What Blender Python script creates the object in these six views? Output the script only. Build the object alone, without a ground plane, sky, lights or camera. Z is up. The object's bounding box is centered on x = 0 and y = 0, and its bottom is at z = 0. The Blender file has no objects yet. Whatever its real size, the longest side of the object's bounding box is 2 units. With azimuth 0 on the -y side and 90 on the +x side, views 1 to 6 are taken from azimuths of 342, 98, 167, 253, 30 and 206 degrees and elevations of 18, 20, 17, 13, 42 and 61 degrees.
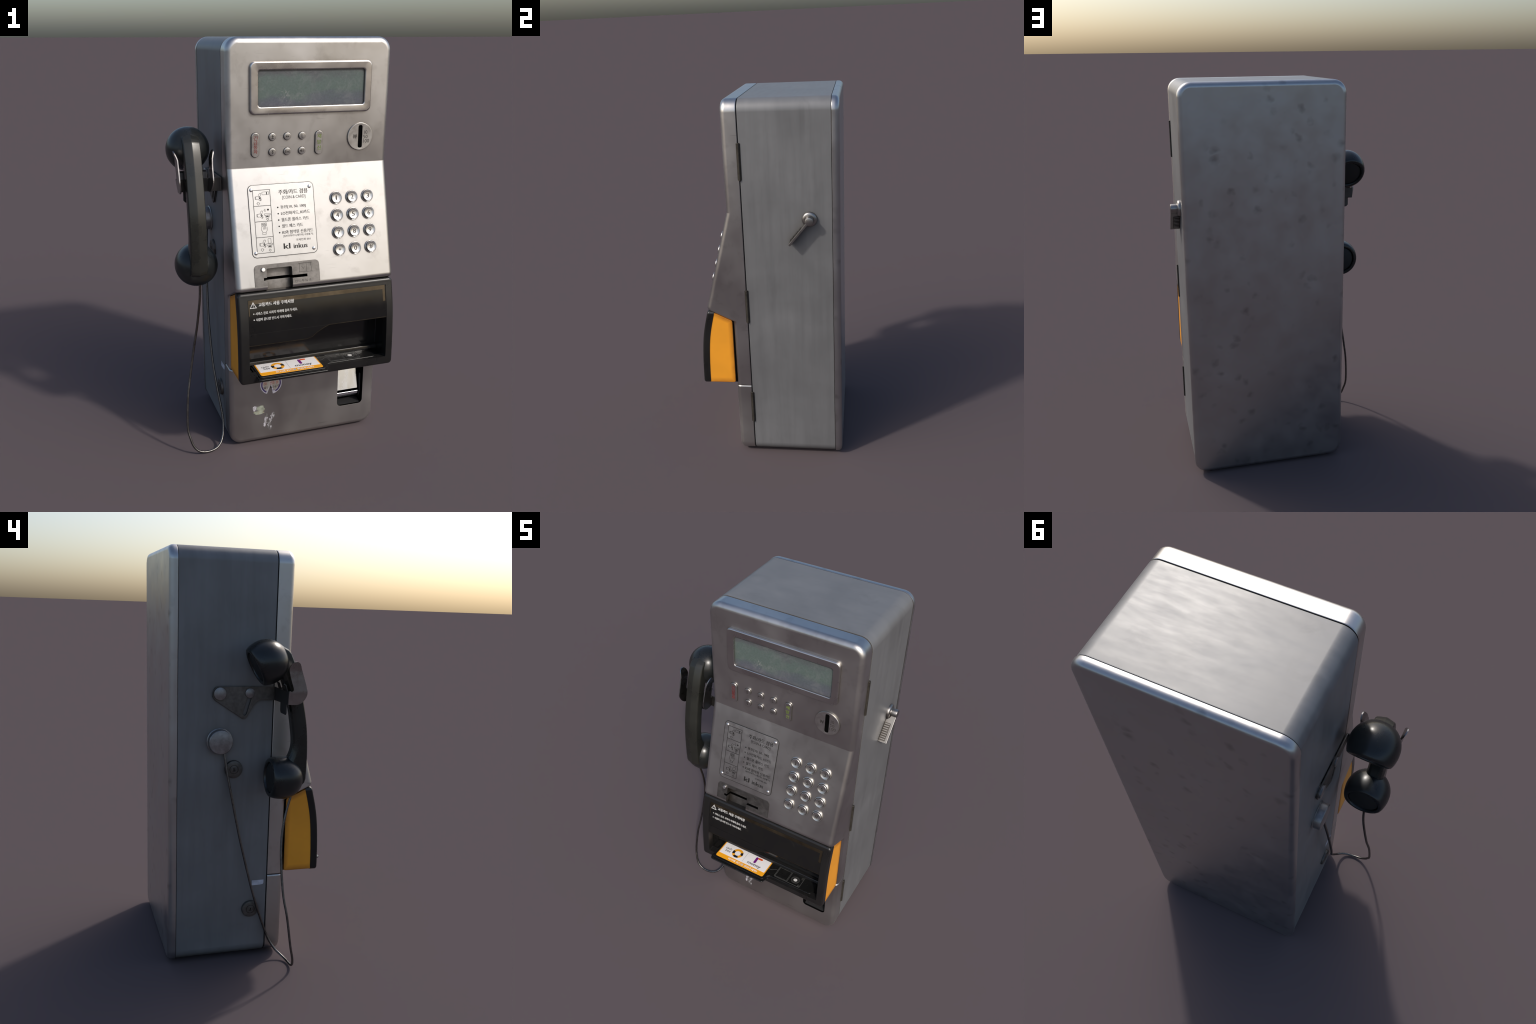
# A weathered steel wall pay phone: cabinet, hinged front doors, key pad, card reader box, handset on a hook.
import bpy, bmesh, math, random
from math import pi, sin, cos, radians
from mathutils import Vector, Matrix, noise

random.seed(7)
noise.seed_set(7)
COL = bpy.context.scene.collection

# ------------------------------------------------------------------ overall sizes (metres)
XL, XR = -0.301, 0.4915           # cabinet sides
ZB, ZT = 0.0085, 1.9998           # cabinet bottom / top
PROUD = 0.0035                    # the back cover stands a little proud of the cabinet
Y_DOOR, Y_FRONT_SEAM = -0.1745, -0.0912
Y_BACK_SEAM, Y_BACK = 0.367, 0.4055
R_CORNER = 0.062                  # rounding of the cabinet corners seen from the front
Z_SPLIT = 0.440                   # upper door / cash box door
Z_CREASE, Z_LIP, Y_LIP = 1.433, 0.893, -0.3165


# ------------------------------------------------------------------ node helpers
def new_mat(name):
    m = bpy.data.materials.new(name)
    m.use_nodes = True
    nt = m.node_tree
    b = nt.nodes["Principled BSDF"]
    return m, nt, b


class G:
    """small wrapper that makes node graphs readable"""

    def __init__(self, nt):
        self.nt = nt

    def n(self, kind, **props):
        x = self.nt.nodes.new("ShaderNode" + kind)
        for k, v in props.items():
            setattr(x, k, v)
        return x

    def link(self, a, b):
        self.nt.links.new(a, b)

    def coord(self, scale=(1, 1, 1), rot=(0, 0, 0), loc=(0, 0, 0), kind="Object"):
        t, m = self.n("TexCoord"), self.n("Mapping")
        m.inputs["Scale"].default_value = scale
        m.inputs["Rotation"].default_value = rot
        m.inputs["Location"].default_value = loc
        self.link(t.outputs[kind], m.inputs["Vector"])
        return m.outputs[0]

    def noise(self, vec, scale=5.0, detail=4.0, rough=0.55, dist=0.0):
        x = self.n("TexNoise")
        self.link(vec, x.inputs["Vector"])
        x.inputs["Scale"].default_value = scale
        x.inputs["Detail"].default_value = detail
        x.inputs["Roughness"].default_value = rough
        x.inputs["Distortion"].default_value = dist
        return x.outputs["Fac"]

    def voronoi(self, vec, scale=5.0, feature="F1", rand=1.0):
        x = self.n("TexVoronoi", feature=feature)
        self.link(vec, x.inputs["Vector"])
        x.inputs["Scale"].default_value = scale
        x.inputs["Randomness"].default_value = rand
        return x.outputs["Distance"]

    def ramp(self, fac, stops):
        x = self.n("ValToRGB")
        e = x.color_ramp.elements
        while len(e) < len(stops):
            e.new(0.5)
        for el, (p, c) in zip(e, stops):
            el.position = p
            el.color = (c, c, c, 1) if isinstance(c, (int, float)) else (*c, 1)
        self.link(fac, x.inputs[0])
        return x.outputs[0]

    def mapr(self, fac, a, b, c, d):
        x = self.n("MapRange")
        for i, v in enumerate((a, b, c, d)):
            x.inputs[i + 1].default_value = v
        self.link(fac, x.inputs[0])
        return x.outputs[0]

    def math(self, op, a, b=None):
        x = self.n("Math", operation=op)
        for i, v in enumerate((a, b)):
            if v is None:
                continue
            if isinstance(v, (int, float)):
                x.inputs[i].default_value = v
            else:
                self.link(v, x.inputs[i])
        return x.outputs[0]

    def mix(self, fac, a, b, blend="MIX"):
        x = self.n("Mix", data_type="RGBA", blend_type=blend)
        for i, v in ((0, fac), (6, a), (7, b)):
            if isinstance(v, (int, float)):
                x.inputs[i].default_value = v if i == 0 else (v, v, v, 1)
            elif isinstance(v, tuple):
                x.inputs[i].default_value = (*v, 1)
            else:
                self.link(v, x.inputs[i])
        return x.outputs[2]

    def bump(self, height, strength=0.2, dist=0.002, normal=None):
        x = self.n("Bump")
        x.inputs["Strength"].default_value = strength
        x.inputs["Distance"].default_value = dist
        self.link(height, x.inputs["Height"])
        if normal is not None:
            self.link(normal, x.inputs["Normal"])
        return x.outputs[0]

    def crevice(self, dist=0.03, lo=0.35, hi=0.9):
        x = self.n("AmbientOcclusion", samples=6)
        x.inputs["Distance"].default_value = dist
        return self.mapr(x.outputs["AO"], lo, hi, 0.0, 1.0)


def steel(name, base, rough, metallic=1.0, streak=(40, 40, 1.5), streak_amt=0.12, blotch=0.15,
          spots=0.0, spot_scale=9.0, wave=0.25, crevice_shade=0.55, tint=(0.30, 0.25, 0.20), sheen=None, crev=0.035,
          spec=0.5, scratch=0.0, mottle=0.35, smear=0.0, rvar=0.04):
    m, nt, b = new_mat(name)
    g = G(nt)
    obj = g.coord()
    st = g.noise(g.coord(scale=streak), 1.0, 5, 0.6)
    bl = g.noise(obj, 3.2, 3, 0.5, 0.4)
    fine = g.noise(obj, 55, 3, 0.6)
    c = g.mix(1.0, (base[0], base[1], base[2]), g.mapr(st, 0.3, 0.7, 1 - streak_amt, 1 + streak_amt), "MULTIPLY")
    c = g.mix(1.0, c, g.mapr(bl, 0.3, 0.7, 1 - blotch, 1 + blotch), "MULTIPLY")
    mott = g.noise(obj, 14, 4, 0.6, 0.3)
    mask = g.mapr(mott, 0.54, 0.74, 0.0, mottle)
    c = g.mix(mask, c, (base[0] * 0.62, base[1] * 0.60, base[2] * 0.585))
    if smear:
        sv = g.noise(g.coord(scale=(11, 11, 1.5)), 1.0, 5, 0.65, 0.5)
        sm = g.math("MULTIPLY", g.mapr(sv, 0.52, 0.68, 0.0, smear), g.mapr(g.noise(obj, 2.6, 2), 0.42, 0.6, 0.15, 1.0))
        c = g.mix(sm, c, (base[0] * 0.5, base[1] * 0.5, base[2] * 0.5))
    if spots:
        warp = g.n("VectorMath", operation="ADD")
        nz = g.n("TexNoise")
        g.link(obj, nz.inputs["Vector"])
        nz.inputs["Scale"].default_value = 18
        sc = g.n("VectorMath", operation="SCALE")
        g.link(nz.outputs["Color"], sc.inputs[0])
        sc.inputs["Scale"].default_value = 0.06
        g.link(obj, warp.inputs[0])
        g.link(sc.outputs[0], warp.inputs[1])
        v = g.voronoi(warp.outputs[0], spot_scale)
        gate = g.mapr(g.noise(obj, 6.5, 2), 0.40, 0.58, 0.0, 1.0)
        sp = g.math("MULTIPLY", g.mapr(v, 0.06, 0.34, spots, 0.0), gate)
        c = g.mix(sp, c, (base[0] * 0.35, base[1] * 0.34, base[2] * 0.33))
    if scratch:
        sv = g.noise(g.coord(scale=(6, 6, 90), rot=(0.0, 0.5, 0.0)), 1.0, 2, 0.5)
        sm = g.math("MULTIPLY", g.mapr(sv, 0.70, 0.74, 0.0, scratch), g.mapr(bl, 0.5, 0.6, 0, 1))
        c = g.mix(sm, c, (base[0] * 0.5, base[1] * 0.5, base[2] * 0.5))
    if crevice_shade:
        cv = g.crevice(crev)  # occlusion shading baked into the base colour around fittings
        d = g.math("MULTIPLY", g.math("SUBTRACT", 1.0, cv), crevice_shade)
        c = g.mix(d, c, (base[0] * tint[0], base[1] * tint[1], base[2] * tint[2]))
    g.link(c, b.inputs["Base Color"])
    b.inputs["Metallic"].default_value = metallic
    b.inputs["Specular IOR Level"].default_value = spec
    r = g.math("ADD", g.mapr(st, 0.3, 0.7, rough - 0.05, rough + 0.05), g.mapr(bl, 0.3, 0.7, -rvar, rvar))
    g.link(r, b.inputs["Roughness"])
    h = g.math("ADD", g.math("MULTIPLY", g.noise(obj, 7, 3), 1.0), g.math("MULTIPLY", fine, 0.05))
    if spots:
        h = g.math("SUBTRACT", h, g.math("MULTIPLY", sp, 0.5))
    g.link(g.bump(h, wave, 0.006), b.inputs["Normal"])
    return m


def plain(name, base, rough, metallic=0.0, vary=0.12, scale=12.0, bump=0.08, spec=0.5, coat=0.0, crevice_shade=0.0, wear=None, wear_lo=0.58):
    m, nt, b = new_mat(name)
    g = G(nt)
    obj = g.coord()
    nz = g.noise(obj, scale, 5, 0.6)
    c = g.mix(1.0, tuple(base), g.mapr(nz, 0.3, 0.7, 1 - vary, 1 + vary), "MULTIPLY")
    if wear:
        w = g.mapr(g.noise(obj, scale * 0.6, 6, 0.65, 0.5), wear_lo, wear_lo + 0.12, 0.0, 1.0)
        c = g.mix(w, c, tuple(wear))
    if crevice_shade:
        d = g.math("MULTIPLY", g.math("SUBTRACT", 1.0, g.crevice(0.03)), crevice_shade)
        c = g.mix(d, c, (base[0] * 0.3, base[1] * 0.27, base[2] * 0.25))
    g.link(c, b.inputs["Base Color"])
    b.inputs["Metallic"].default_value = metallic
    b.inputs["Specular IOR Level"].default_value = spec
    b.inputs["Coat Weight"].default_value = coat
    g.link(g.mapr(nz, 0.3, 0.7, rough - 0.06, rough + 0.06), b.inputs["Roughness"])
    if bump:
        g.link(g.bump(g.noise(obj, scale * 5, 3), bump, 0.002), b.inputs["Normal"])
    return m


# ------------------------------------------------------------------ materials
M = {}
M["door"] = steel("brushed_door_steel", (0.545, 0.532, 0.518), 0.36, 1.0, streak=(5, 5, 2.5), streak_amt=0.03, blotch=0.06, wave=0.13, crevice_shade=0.65, scratch=0.6, mottle=0.38, crev=0.04)
M["cash"] = steel("brushed_cash_door_steel", (0.50, 0.49, 0.475), 0.38, 1.0, streak=(5, 5, 2.5), streak_amt=0.025, blotch=0.035, wave=0.10, crevice_shade=0.6, scratch=0.35, mottle=0.14)
M["cabinet"] = steel("painted_grey_cabinet_steel", (0.185, 0.186, 0.188), 0.46, 0.28, streak=(7, 26, 1.8), streak_amt=0.07, blotch=0.10, wave=0.05, crevice_shade=0.6, crev=0.06, mottle=0.12, smear=0.24, rvar=0.025)
M["back"] = steel("dented_back_steel", (0.46, 0.46, 0.465), 0.34, 0.97, streak=(9, 9, 7), streak_amt=0.02, blotch=0.03, spots=0.48, spot_scale=13, wave=0.16, crevice_shade=0.4, mottle=0.05, rvar=0.01)
M["bright"] = steel("polished_key_steel", (0.62, 0.61, 0.59), 0.34, 1.0, streak=(50, 50, 50), streak_amt=0.05, blotch=0.06, wave=0.05, crevice_shade=0.55, crev=0.010)
M["button"] = steel("satin_button_steel", (0.60, 0.59, 0.575), 0.33, 1.0, streak=(50, 50, 50), streak_amt=0.04, blotch=0.06, wave=0.05, crevice_shade=0.55, crev=0.010)
M["rivet"] = steel("polished_rivet_steel", (0.80, 0.79, 0.78), 0.34, 1.0, streak=(50, 50, 50), streak_amt=0.04, blotch=0.05, wave=0.0, crevice_shade=0.0)
M["disc"] = steel("stamped_disc_steel", (0.58, 0.57, 0.55), 0.38, 1.0, streak=(60, 60, 60), streak_amt=0.07, blotch=0.08, wave=0.05, crevice_shade=0.8, crev=0.03)
M["bezel"] = steel("pressed_bezel_steel", (0.57, 0.55, 0.535), 0.30, 1.0, streak=(9, 9, 9), streak_amt=0.03, blotch=0.04, wave=0.20, crevice_shade=0.5, crev=0.010, mottle=0.07)
M["plate"] = steel("engraved_plate_steel", (0.56, 0.55, 0.535), 0.38, 1.0, streak=(30, 30, 30), streak_amt=0.03, blotch=0.04, wave=0.06, crevice_shade=0.3, mottle=0.1)
M["slotplate"] = steel("worn_slot_plate_steel", (0.205, 0.195, 0.185), 0.46, 1.0, streak=(40, 40, 40), streak_amt=0.22, blotch=0.25, wave=0.12, crevice_shade=0.8, crev=0.05)
M["old"] = steel("tarnished_fitting_steel", (0.135, 0.125, 0.115), 0.50, 0.8, streak=(60, 60, 60), streak_amt=0.25, blotch=0.30, wave=0.12, crevice_shade=0.6)
M["hook"] = steel("hook_steel", (0.31, 0.30, 0.295), 0.30, 1.0, streak=(40, 40, 40), streak_amt=0.10, blotch=0.15, wave=0.05, crevice_shade=0.7)
M["fork"] = steel("shadow_darkened_fork_steel", (0.075, 0.073, 0.072), 0.42, 0.9, streak=(40, 40, 40), streak_amt=0.15, blotch=0.2, wave=0.05, crevice_shade=0.5)  # base colour lowered to match the shadow behind the handle
M["latch"] = steel("latch_steel", (0.34, 0.33, 0.32), 0.36, 1.0, streak=(40, 40, 40), streak_amt=0.10, blotch=0.15, wave=0.05, crevice_shade=0.6, crev=0.02)
M["knob"] = steel("cast_knob_steel", (0.30, 0.29, 0.29), 0.42, 0.8, streak=(40, 40, 40), streak_amt=0.25, blotch=0.30, wave=0.15, crevice_shade=0.5)
M["hinge"] = plain("rusty_hinge", (0.05, 0.044, 0.036), 0.6, 0.5, 0.4, 40, 0.3)
M["cup"] = steel("coin_cup_steel", (0.80, 0.83, 0.88), 0.26, 1.0, streak=(30, 30, 3), streak_amt=0.03, blotch=0.04, wave=0.05, crevice_shade=0.25, crev=0.03, mottle=0.05)
M["dark"] = plain("dark_void", (0.003, 0.003, 0.003), 0.8, bump=0, spec=0.0)
M["gap"] = plain("gap_black", (0.012, 0.012, 0.013), 0.7, bump=0)
M["orange"] = None
M["frame"] = plain("black_reader_plastic", (0.011, 0.0106, 0.0104), 0.32, 0, 0.15, 8, 0.05, spec=0.45)
M["panel"] = plain("smoked_panel", (0.0095, 0.0092, 0.0092), 0.15, 0, 0.12, 9, 0.01, spec=0.30, wear=(0.017, 0.0165, 0.015), wear_lo=0.60)
M["edge"] = plain("brown_panel_edge", (0.085, 0.066, 0.043), 0.40, 0.9, 0.3, 20, 0.05)
M["inner"] = plain("glossy_black_lining", (0.010, 0.0098, 0.0098), 0.14, 0, 0.1, 8, 0.02)
M["tray"] = plain("tray_black_plastic", (0.008, 0.008, 0.0078), 0.26, 0, 0.12, 14, 0.04)
M["rubber"] = plain("handset_black_plastic", (0.012, 0.0135, 0.0135), 0.30, 0, 0.2, 10, 0.06, wear=(0.030, 0.031, 0.028), wear_lo=0.60)
M["handle"] = plain("handset_worn_handle", (0.0165, 0.017, 0.0145), 0.29, 0, 0.2, 9, 0.06, wear=(0.033, 0.033, 0.028), wear_lo=0.60)
M["mesh"] = plain("handset_grille", (0.008, 0.009, 0.009), 0.6, 0, 0.2, 60, 0.4)
M["cord"] = steel("armoured_cord_steel", (0.16, 0.155, 0.15), 0.32, 1.0, streak=(60, 60, 60), streak_amt=0.2, blotch=0.2, wave=0.05, crevice_shade=0.0)
M["ink"] = plain("black_ink", (0.014, 0.0135, 0.013), 0.5, 0.0, bump=0, spec=0.3)
M["engrave"] = plain("engraved_dark_fill", (0.055, 0.05, 0.047), 0.5, 0.3, bump=0)
M["white_ink"] = plain("white_ink", (0.55, 0.54, 0.52), 0.5, 0, 0.25, 60, 0)
M["grey_ink"] = plain("grey_ink", (0.085, 0.085, 0.082), 0.5, 0, 0.2, 60, 0)
M["red_ink"] = plain("red_ink", (0.17, 0.022, 0.02), 0.5, bump=0)
M["green_ink"] = plain("green_ink", (0.15, 0.21, 0.04), 0.5, bump=0)
M["card_white"] = plain("card_white", (0.80, 0.78, 0.78), 0.32, 0, 0.03, 10, 0)
M["card_orange"] = plain("card_orange", (0.84, 0.36, 0.015), 0.35, 0, 0.04, 10, 0)
M["card_black"] = plain("card_black", (0.010, 0.010, 0.012), 0.4, bump=0)
M["card_grey"] = plain("card_grey", (0.09, 0.09, 0.095), 0.4, bump=0)
M["card_purple"] = plain("card_purple", (0.15, 0.008, 0.18), 0.4, bump=0)
M["card_red"] = plain("card_red_orange", (0.72, 0.10, 0.015), 0.4, bump=0)
M["pale"] = plain("pale_tape", (0.50, 0.51, 0.57), 0.5, 0, 0.25, 30, 0.05)
M["st_white"] = plain("sticker_white", (0.62, 0.60, 0.66), 0.55, 0, 0.2, 40, 0.1, wear=(0.20, 0.19, 0.19), wear_lo=0.62)
M["st_scrape"] = plain("scraped_paper", (0.14, 0.135, 0.13), 0.5, 0.3, 0.3, 60, 0.2, wear=(0.60, 0.58, 0.62), wear_lo=0.46)
M["st_cream"] = plain("sticker_cream", (0.50, 0.46, 0.40), 0.55, 0, 0.2, 40, 0.1, wear=(0.52, 0.40, 0.40), wear_lo=0.55)
M["st_purple"] = plain("sticker_purple", (0.07, 0.045, 0.16), 0.55, 0, 0.25, 40, 0.05)
M["st_red"] = plain("sticker_red", (0.55, 0.10, 0.05), 0.55, 0, 0.4, 50, 0.05)
M["st_green"] = plain("sticker_green", (0.27, 0.29, 0.23), 0.6, 0, 0.4, 45, 0.1, wear=(0.33, 0.27, 0.15), wear_lo=0.52)


def screen_material():
    m, nt, b = new_mat("scratched_display_glass")
    g = G(nt)
    obj = g.coord()
    sep = g.n("SeparateXYZ")
    g.link(obj, sep.inputs[0])
    up = g.mapr(sep.outputs["Y"], 1.70, 1.86, 0.0, 1.0)
    up = g.math("ADD", up, g.mapr(g.noise(g.coord(scale=(1, 2, 1)), 7.0, 4, 0.6, 0.4), 0.3, 0.7, -0.18, 0.18))
    c = g.ramp(up, [(0.0, (0.093, 0.097, 0.122)), (0.2, (0.088, 0.102, 0.115)), (0.38, (0.092, 0.124, 0.113)), (0.72, (0.094, 0.124, 0.116)), (0.95, (0.088, 0.094, 0.102))])
    fine = g.noise(g.coord(scale=(120, 120, 6)), 1.0, 2)
    c = g.mix(1.0, c, g.mapr(fine, 0.3, 0.7, 0.9, 1.1), "MULTIPLY")
    sc = g.noise(obj, 11, 3, 0.5, 2.5)
    band = g.math("ABSOLUTE", g.math("SUBTRACT", sc, 0.5))
    ln = g.math("MULTIPLY", g.mapr(band, 0.0, 0.012, 1.0, 0.0), g.mapr(g.noise(obj, 9, 2), 0.55, 0.68, 0.0, 0.45))
    c = g.mix(ln, c, (0.33, 0.33, 0.32))
    sm = g.mapr(g.noise(obj, 9, 6, 0.7, 1.8), 0.48, 0.75, 0.0, 0.55)
    c = g.mix(sm, c, (0.20, 0.205, 0.205))
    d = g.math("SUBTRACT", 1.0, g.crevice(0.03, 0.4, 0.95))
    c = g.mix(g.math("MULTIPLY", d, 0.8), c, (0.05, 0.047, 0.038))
    g.link(c, b.inputs["Base Color"])
    b.inputs["Roughness"].default_value = 0.32
    return m


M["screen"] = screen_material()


def orange_material():
    """orange plastic, darker towards the rims of the side panels"""
    m, nt, b = new_mat("orange_plastic")
    g = G(nt)
    obj = g.coord()
    sep = g.n("SeparateXYZ")
    g.link(obj, sep.inputs[0])
    y, z = sep.outputs["Y"], sep.outputs["Z"]
    low = g.mapr(z, 0.454, 0.482, 1.0, 0.0)
    rear = g.mapr(y, -0.206, -0.184, 0.0, 1.0)
    top = g.mapr(g.math("ADD", z, g.math("MULTIPLY", y, 0.468)), 0.716, 0.740, 0.0, 1.0)
    rim = g.math("MAXIMUM", g.math("MAXIMUM", low, rear), top)
    rim = g.math("MULTIPLY", rim, g.mapr(g.noise(obj, 14, 4), 0.3, 0.7, 0.55, 1.0))
    c = g.mix(rim, (0.86, 0.345, 0.024), (0.42, 0.145, 0.012))
    c = g.mix(1.0, c, g.mapr(g.noise(obj, 6, 4), 0.3, 0.7, 0.95, 1.05), "MULTIPLY")
    g.link(c, b.inputs["Base Color"])
    b.inputs["Roughness"].default_value = 0.42
    return m


M["orange"] = orange_material()


# ------------------------------------------------------------------ mesh / object helpers
def make_obj(name, bm_or_me, mat, parent=None, matrix=None, smooth=35.0, kind=None):
    if isinstance(bm_or_me, bmesh.types.BMesh):
        me = bpy.data.meshes.new(name)
        bmesh.ops.recalc_face_normals(bm_or_me, faces=bm_or_me.faces)
        bm_or_me.to_mesh(me)
        bm_or_me.free()
    else:
        me = bm_or_me
    mats = mat if isinstance(mat, (list, tuple)) else [mat]
    if not me.materials:
        for x in mats:
            me.materials.append(M[x])
    if smooth is not None:
        me.shade_smooth()
        me.set_sharp_from_angle(angle=radians(smooth))
    o = bpy.data.objects.new(name, me)
    COL.objects.link(o)
    if matrix is not None:
        o.matrix_world = matrix
    set_parent(o, parent)
    if kind:
        o["kind"] = kind
    return o


MAIN_PARTS = {"display_bezel", "instruction_plate", "card_slot_plate", "coin_slot_disc", "key", "function_button", "emergency_button",
              "redial_button", "card_tray", "reader_frame", "hook_plate", "latch_hub", "lock"}


def set_parent(o, parent):
    if parent is not None:
        bpy.context.view_layer.update()
        if o.name.split(".")[0] in MAIN_PARTS:
            parent = root
        # thing > part > sub-part, no deeper
        while parent.parent is not None and parent.parent.parent is not None:
            parent = parent.parent
        o.parent = parent
        o.matrix_parent_inverse = parent.matrix_world.inverted()


def bake(o):
    """apply all modifiers"""
    bpy.context.view_layer.update()
    dg = bpy.context.evaluated_depsgraph_get()
    me = bpy.data.meshes.new_from_object(o.evaluated_get(dg), preserve_all_data_layers=True, depsgraph=dg)
    o.modifiers.clear()
    old = o.data
    o.data = me
    me.name = o.name
    if old.users == 0:
        bpy.data.meshes.remove(old)
    return o


def cut(o, cutters):
    for c in cutters:
        md = o.modifiers.new("cut", "BOOLEAN")
        md.operation = "DIFFERENCE"
        md.solver = "EXACT"
        md.object = c
        md.material_mode = "TRANSFER"
    bake(o)
    for c in cutters:
        bpy.data.objects.remove(c)
    return o


def finish(o, width=0.003, seg=2, angle=35, smooth=35):
    if width:
        md = o.modifiers.new("b", "BEVEL")
        md.width = width
        md.segments = seg
        md.limit_method = "ANGLE"
        md.angle_limit = radians(angle)
        md.harden_normals = False
        md.use_clamp_overlap = True
        bake(o)
    o.data.shade_smooth()
    o.data.set_sharp_from_angle(angle=radians(smooth))
    md = o.modifiers.new("w", "WEIGHTED_NORMAL")
    md.keep_sharp = True
    md.weight = 80
    bake(o)
    return o


def rounded_rect(x0, x1, y0, y1, r, n=6):
    pts = []
    for cx, cy, a in ((x1 - r, y1 - r, 0), (x0 + r, y1 - r, 90), (x0 + r, y0 + r, 180), (x1 - r, y0 + r, 270)):
        for i in range(n + 1):
            t = radians(a + 90 * i / n)
            pts.append((cx + r * cos(t), cy + r * sin(t)))
    return pts


def circle(cx, cy, r, n=32, ry=None):
    ry = ry or r
    return [(cx + r * cos(2 * pi * i / n), cy + ry * sin(2 * pi * i / n)) for i in range(n)]


def fillet_poly(pts, radii, n=5):
    """round the corners of a polygon; radii: one number or one per corner"""
    out = []
    k = len(pts)
    if isinstance(radii, (int, float)):
        radii = [radii] * k
    for i in range(k):
        p, a, b = Vector(pts[i]), Vector(pts[i - 1]), Vector(pts[(i + 1) % k])
        r = radii[i]
        u, v = (a - p).normalized(), (b - p).normalized()
        ang = u.angle(v)
        if r <= 0 or ang > pi - 0.02:
            out.append(tuple(p))
            continue
        d = min(r / math.tan(ang / 2), 0.49 * (a - p).length, 0.49 * (b - p).length)
        s, e = p + u * d, p + v * d
        for j in range(n + 1):
            t = j / n
            out.append(tuple(s * (1 - t) ** 2 + p * 2 * t * (1 - t) + e * t * t))
    return out


def prism(bm, pts, fn, h0, h1, mat=0):
    """polygon pts extruded from h0 to h1; fn(u, v, h) -> xyz"""
    lo = [bm.verts.new(fn(u, v, h0)) for u, v in pts]
    hi = [bm.verts.new(fn(u, v, h1)) for u, v in pts]
    fs = [bm.faces.new(lo[::-1]), bm.faces.new(hi)]
    k = len(pts)
    for i in range(k):
        fs.append(bm.faces.new((lo[i], lo[(i + 1) % k], hi[(i + 1) % k], hi[i])))
    for f in fs:
        f.material_index = mat
    return fs


def loft(bm, rings, cap0=True, cap1=True, mat=0):
    vs = [[bm.verts.new(p) for p in r] for r in rings]
    k = len(vs[0])
    for a, b in zip(vs[:-1], vs[1:]):
        for i in range(k):
            f = bm.faces.new((a[i], a[(i + 1) % k], b[(i + 1) % k], b[i]))
            f.material_index = mat
    if cap0:
        bm.faces.new(vs[0][::-1]).material_index = mat
    if cap1:
        bm.faces.new(vs[-1]).material_index = mat
    return vs


def lathe(bm, profile, n=40, fn=lambda x, y, h: (x, y, h), mat=0):
    """profile: (radius, height) pairs, closed on the axis at either end when the radius is 0"""
    rows = []
    for r, h in profile:
        if r < 1e-6:
            rows.append([bm.verts.new(fn(0, 0, h))])
        else:
            rows.append([bm.verts.new(fn(r * cos(2 * pi * i / n), r * sin(2 * pi * i / n), h)) for i in range(n)])
    for a, b in zip(rows[:-1], rows[1:]):
        if len(a) == 1 and len(b) == 1:
            continue
        for i in range(n):
            j = (i + 1) % n
            if len(a) == 1:
                f = bm.faces.new((a[0], b[j], b[i]))
            elif len(b) == 1:
                f = bm.faces.new((a[i], a[j], b[0]))
            else:
                f = bm.faces.new((a[i], a[j], b[j], b[i]))
            f.material_index = mat


def xyz(u, v, h):
    return (u, v, h)


def stroke(bm, pts, w, h0, h1, fn=xyz, closed=False, mat=0):
    """a flat raised line along pts"""
    k = len(pts)
    L, Rr = [], []
    for i in range(k):
        p = Vector(pts[i])
        a = Vector(pts[i - 1]) if (i > 0 or closed) else None
        b = Vector(pts[(i + 1) % k]) if (i < k - 1 or closed) else None
        d1 = (p - a).normalized() if a is not None else (b - p).normalized()
        d2 = (b - p).normalized() if b is not None else d1
        t = (d1 + d2)
        t = t.normalized() if t.length > 1e-6 else d1
        nrm = Vector((-t.y, t.x))
        s = w / 2 / max(0.45, nrm.dot(Vector((-d1.y, d1.x))))
        L.append(tuple(p + nrm * s))
        Rr.append(tuple(p - nrm * s))
    rng = range(k) if closed else range(k - 1)
    for i in rng:
        j = (i + 1) % k
        prism(bm, [L[i], Rr[i], Rr[j], L[j]], fn, h0, h1, mat)


_text_cache = {}


def text_faces(body):
    """outline mesh of a text in the built-in font: list of polygons, and its bounds"""
    if body in _text_cache:
        return _text_cache[body]
    cu = bpy.data.curves.new("lettering", "FONT")
    cu.body = body
    cu.resolution_u = 3
    ob = bpy.data.objects.new("lettering", cu)
    COL.objects.link(ob)
    bpy.context.view_layer.update()
    dg = bpy.context.evaluated_depsgraph_get()
    me = bpy.data.meshes.new_from_object(ob.evaluated_get(dg))
    vs = [(v.co.x, v.co.y) for v in me.vertices]
    ps = [tuple(p.vertices) for p in me.polygons]
    bpy.data.objects.remove(ob)
    bpy.data.curves.remove(cu)
    bpy.data.meshes.remove(me)
    _text_cache[body] = (vs, ps)
    return vs, ps


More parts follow.
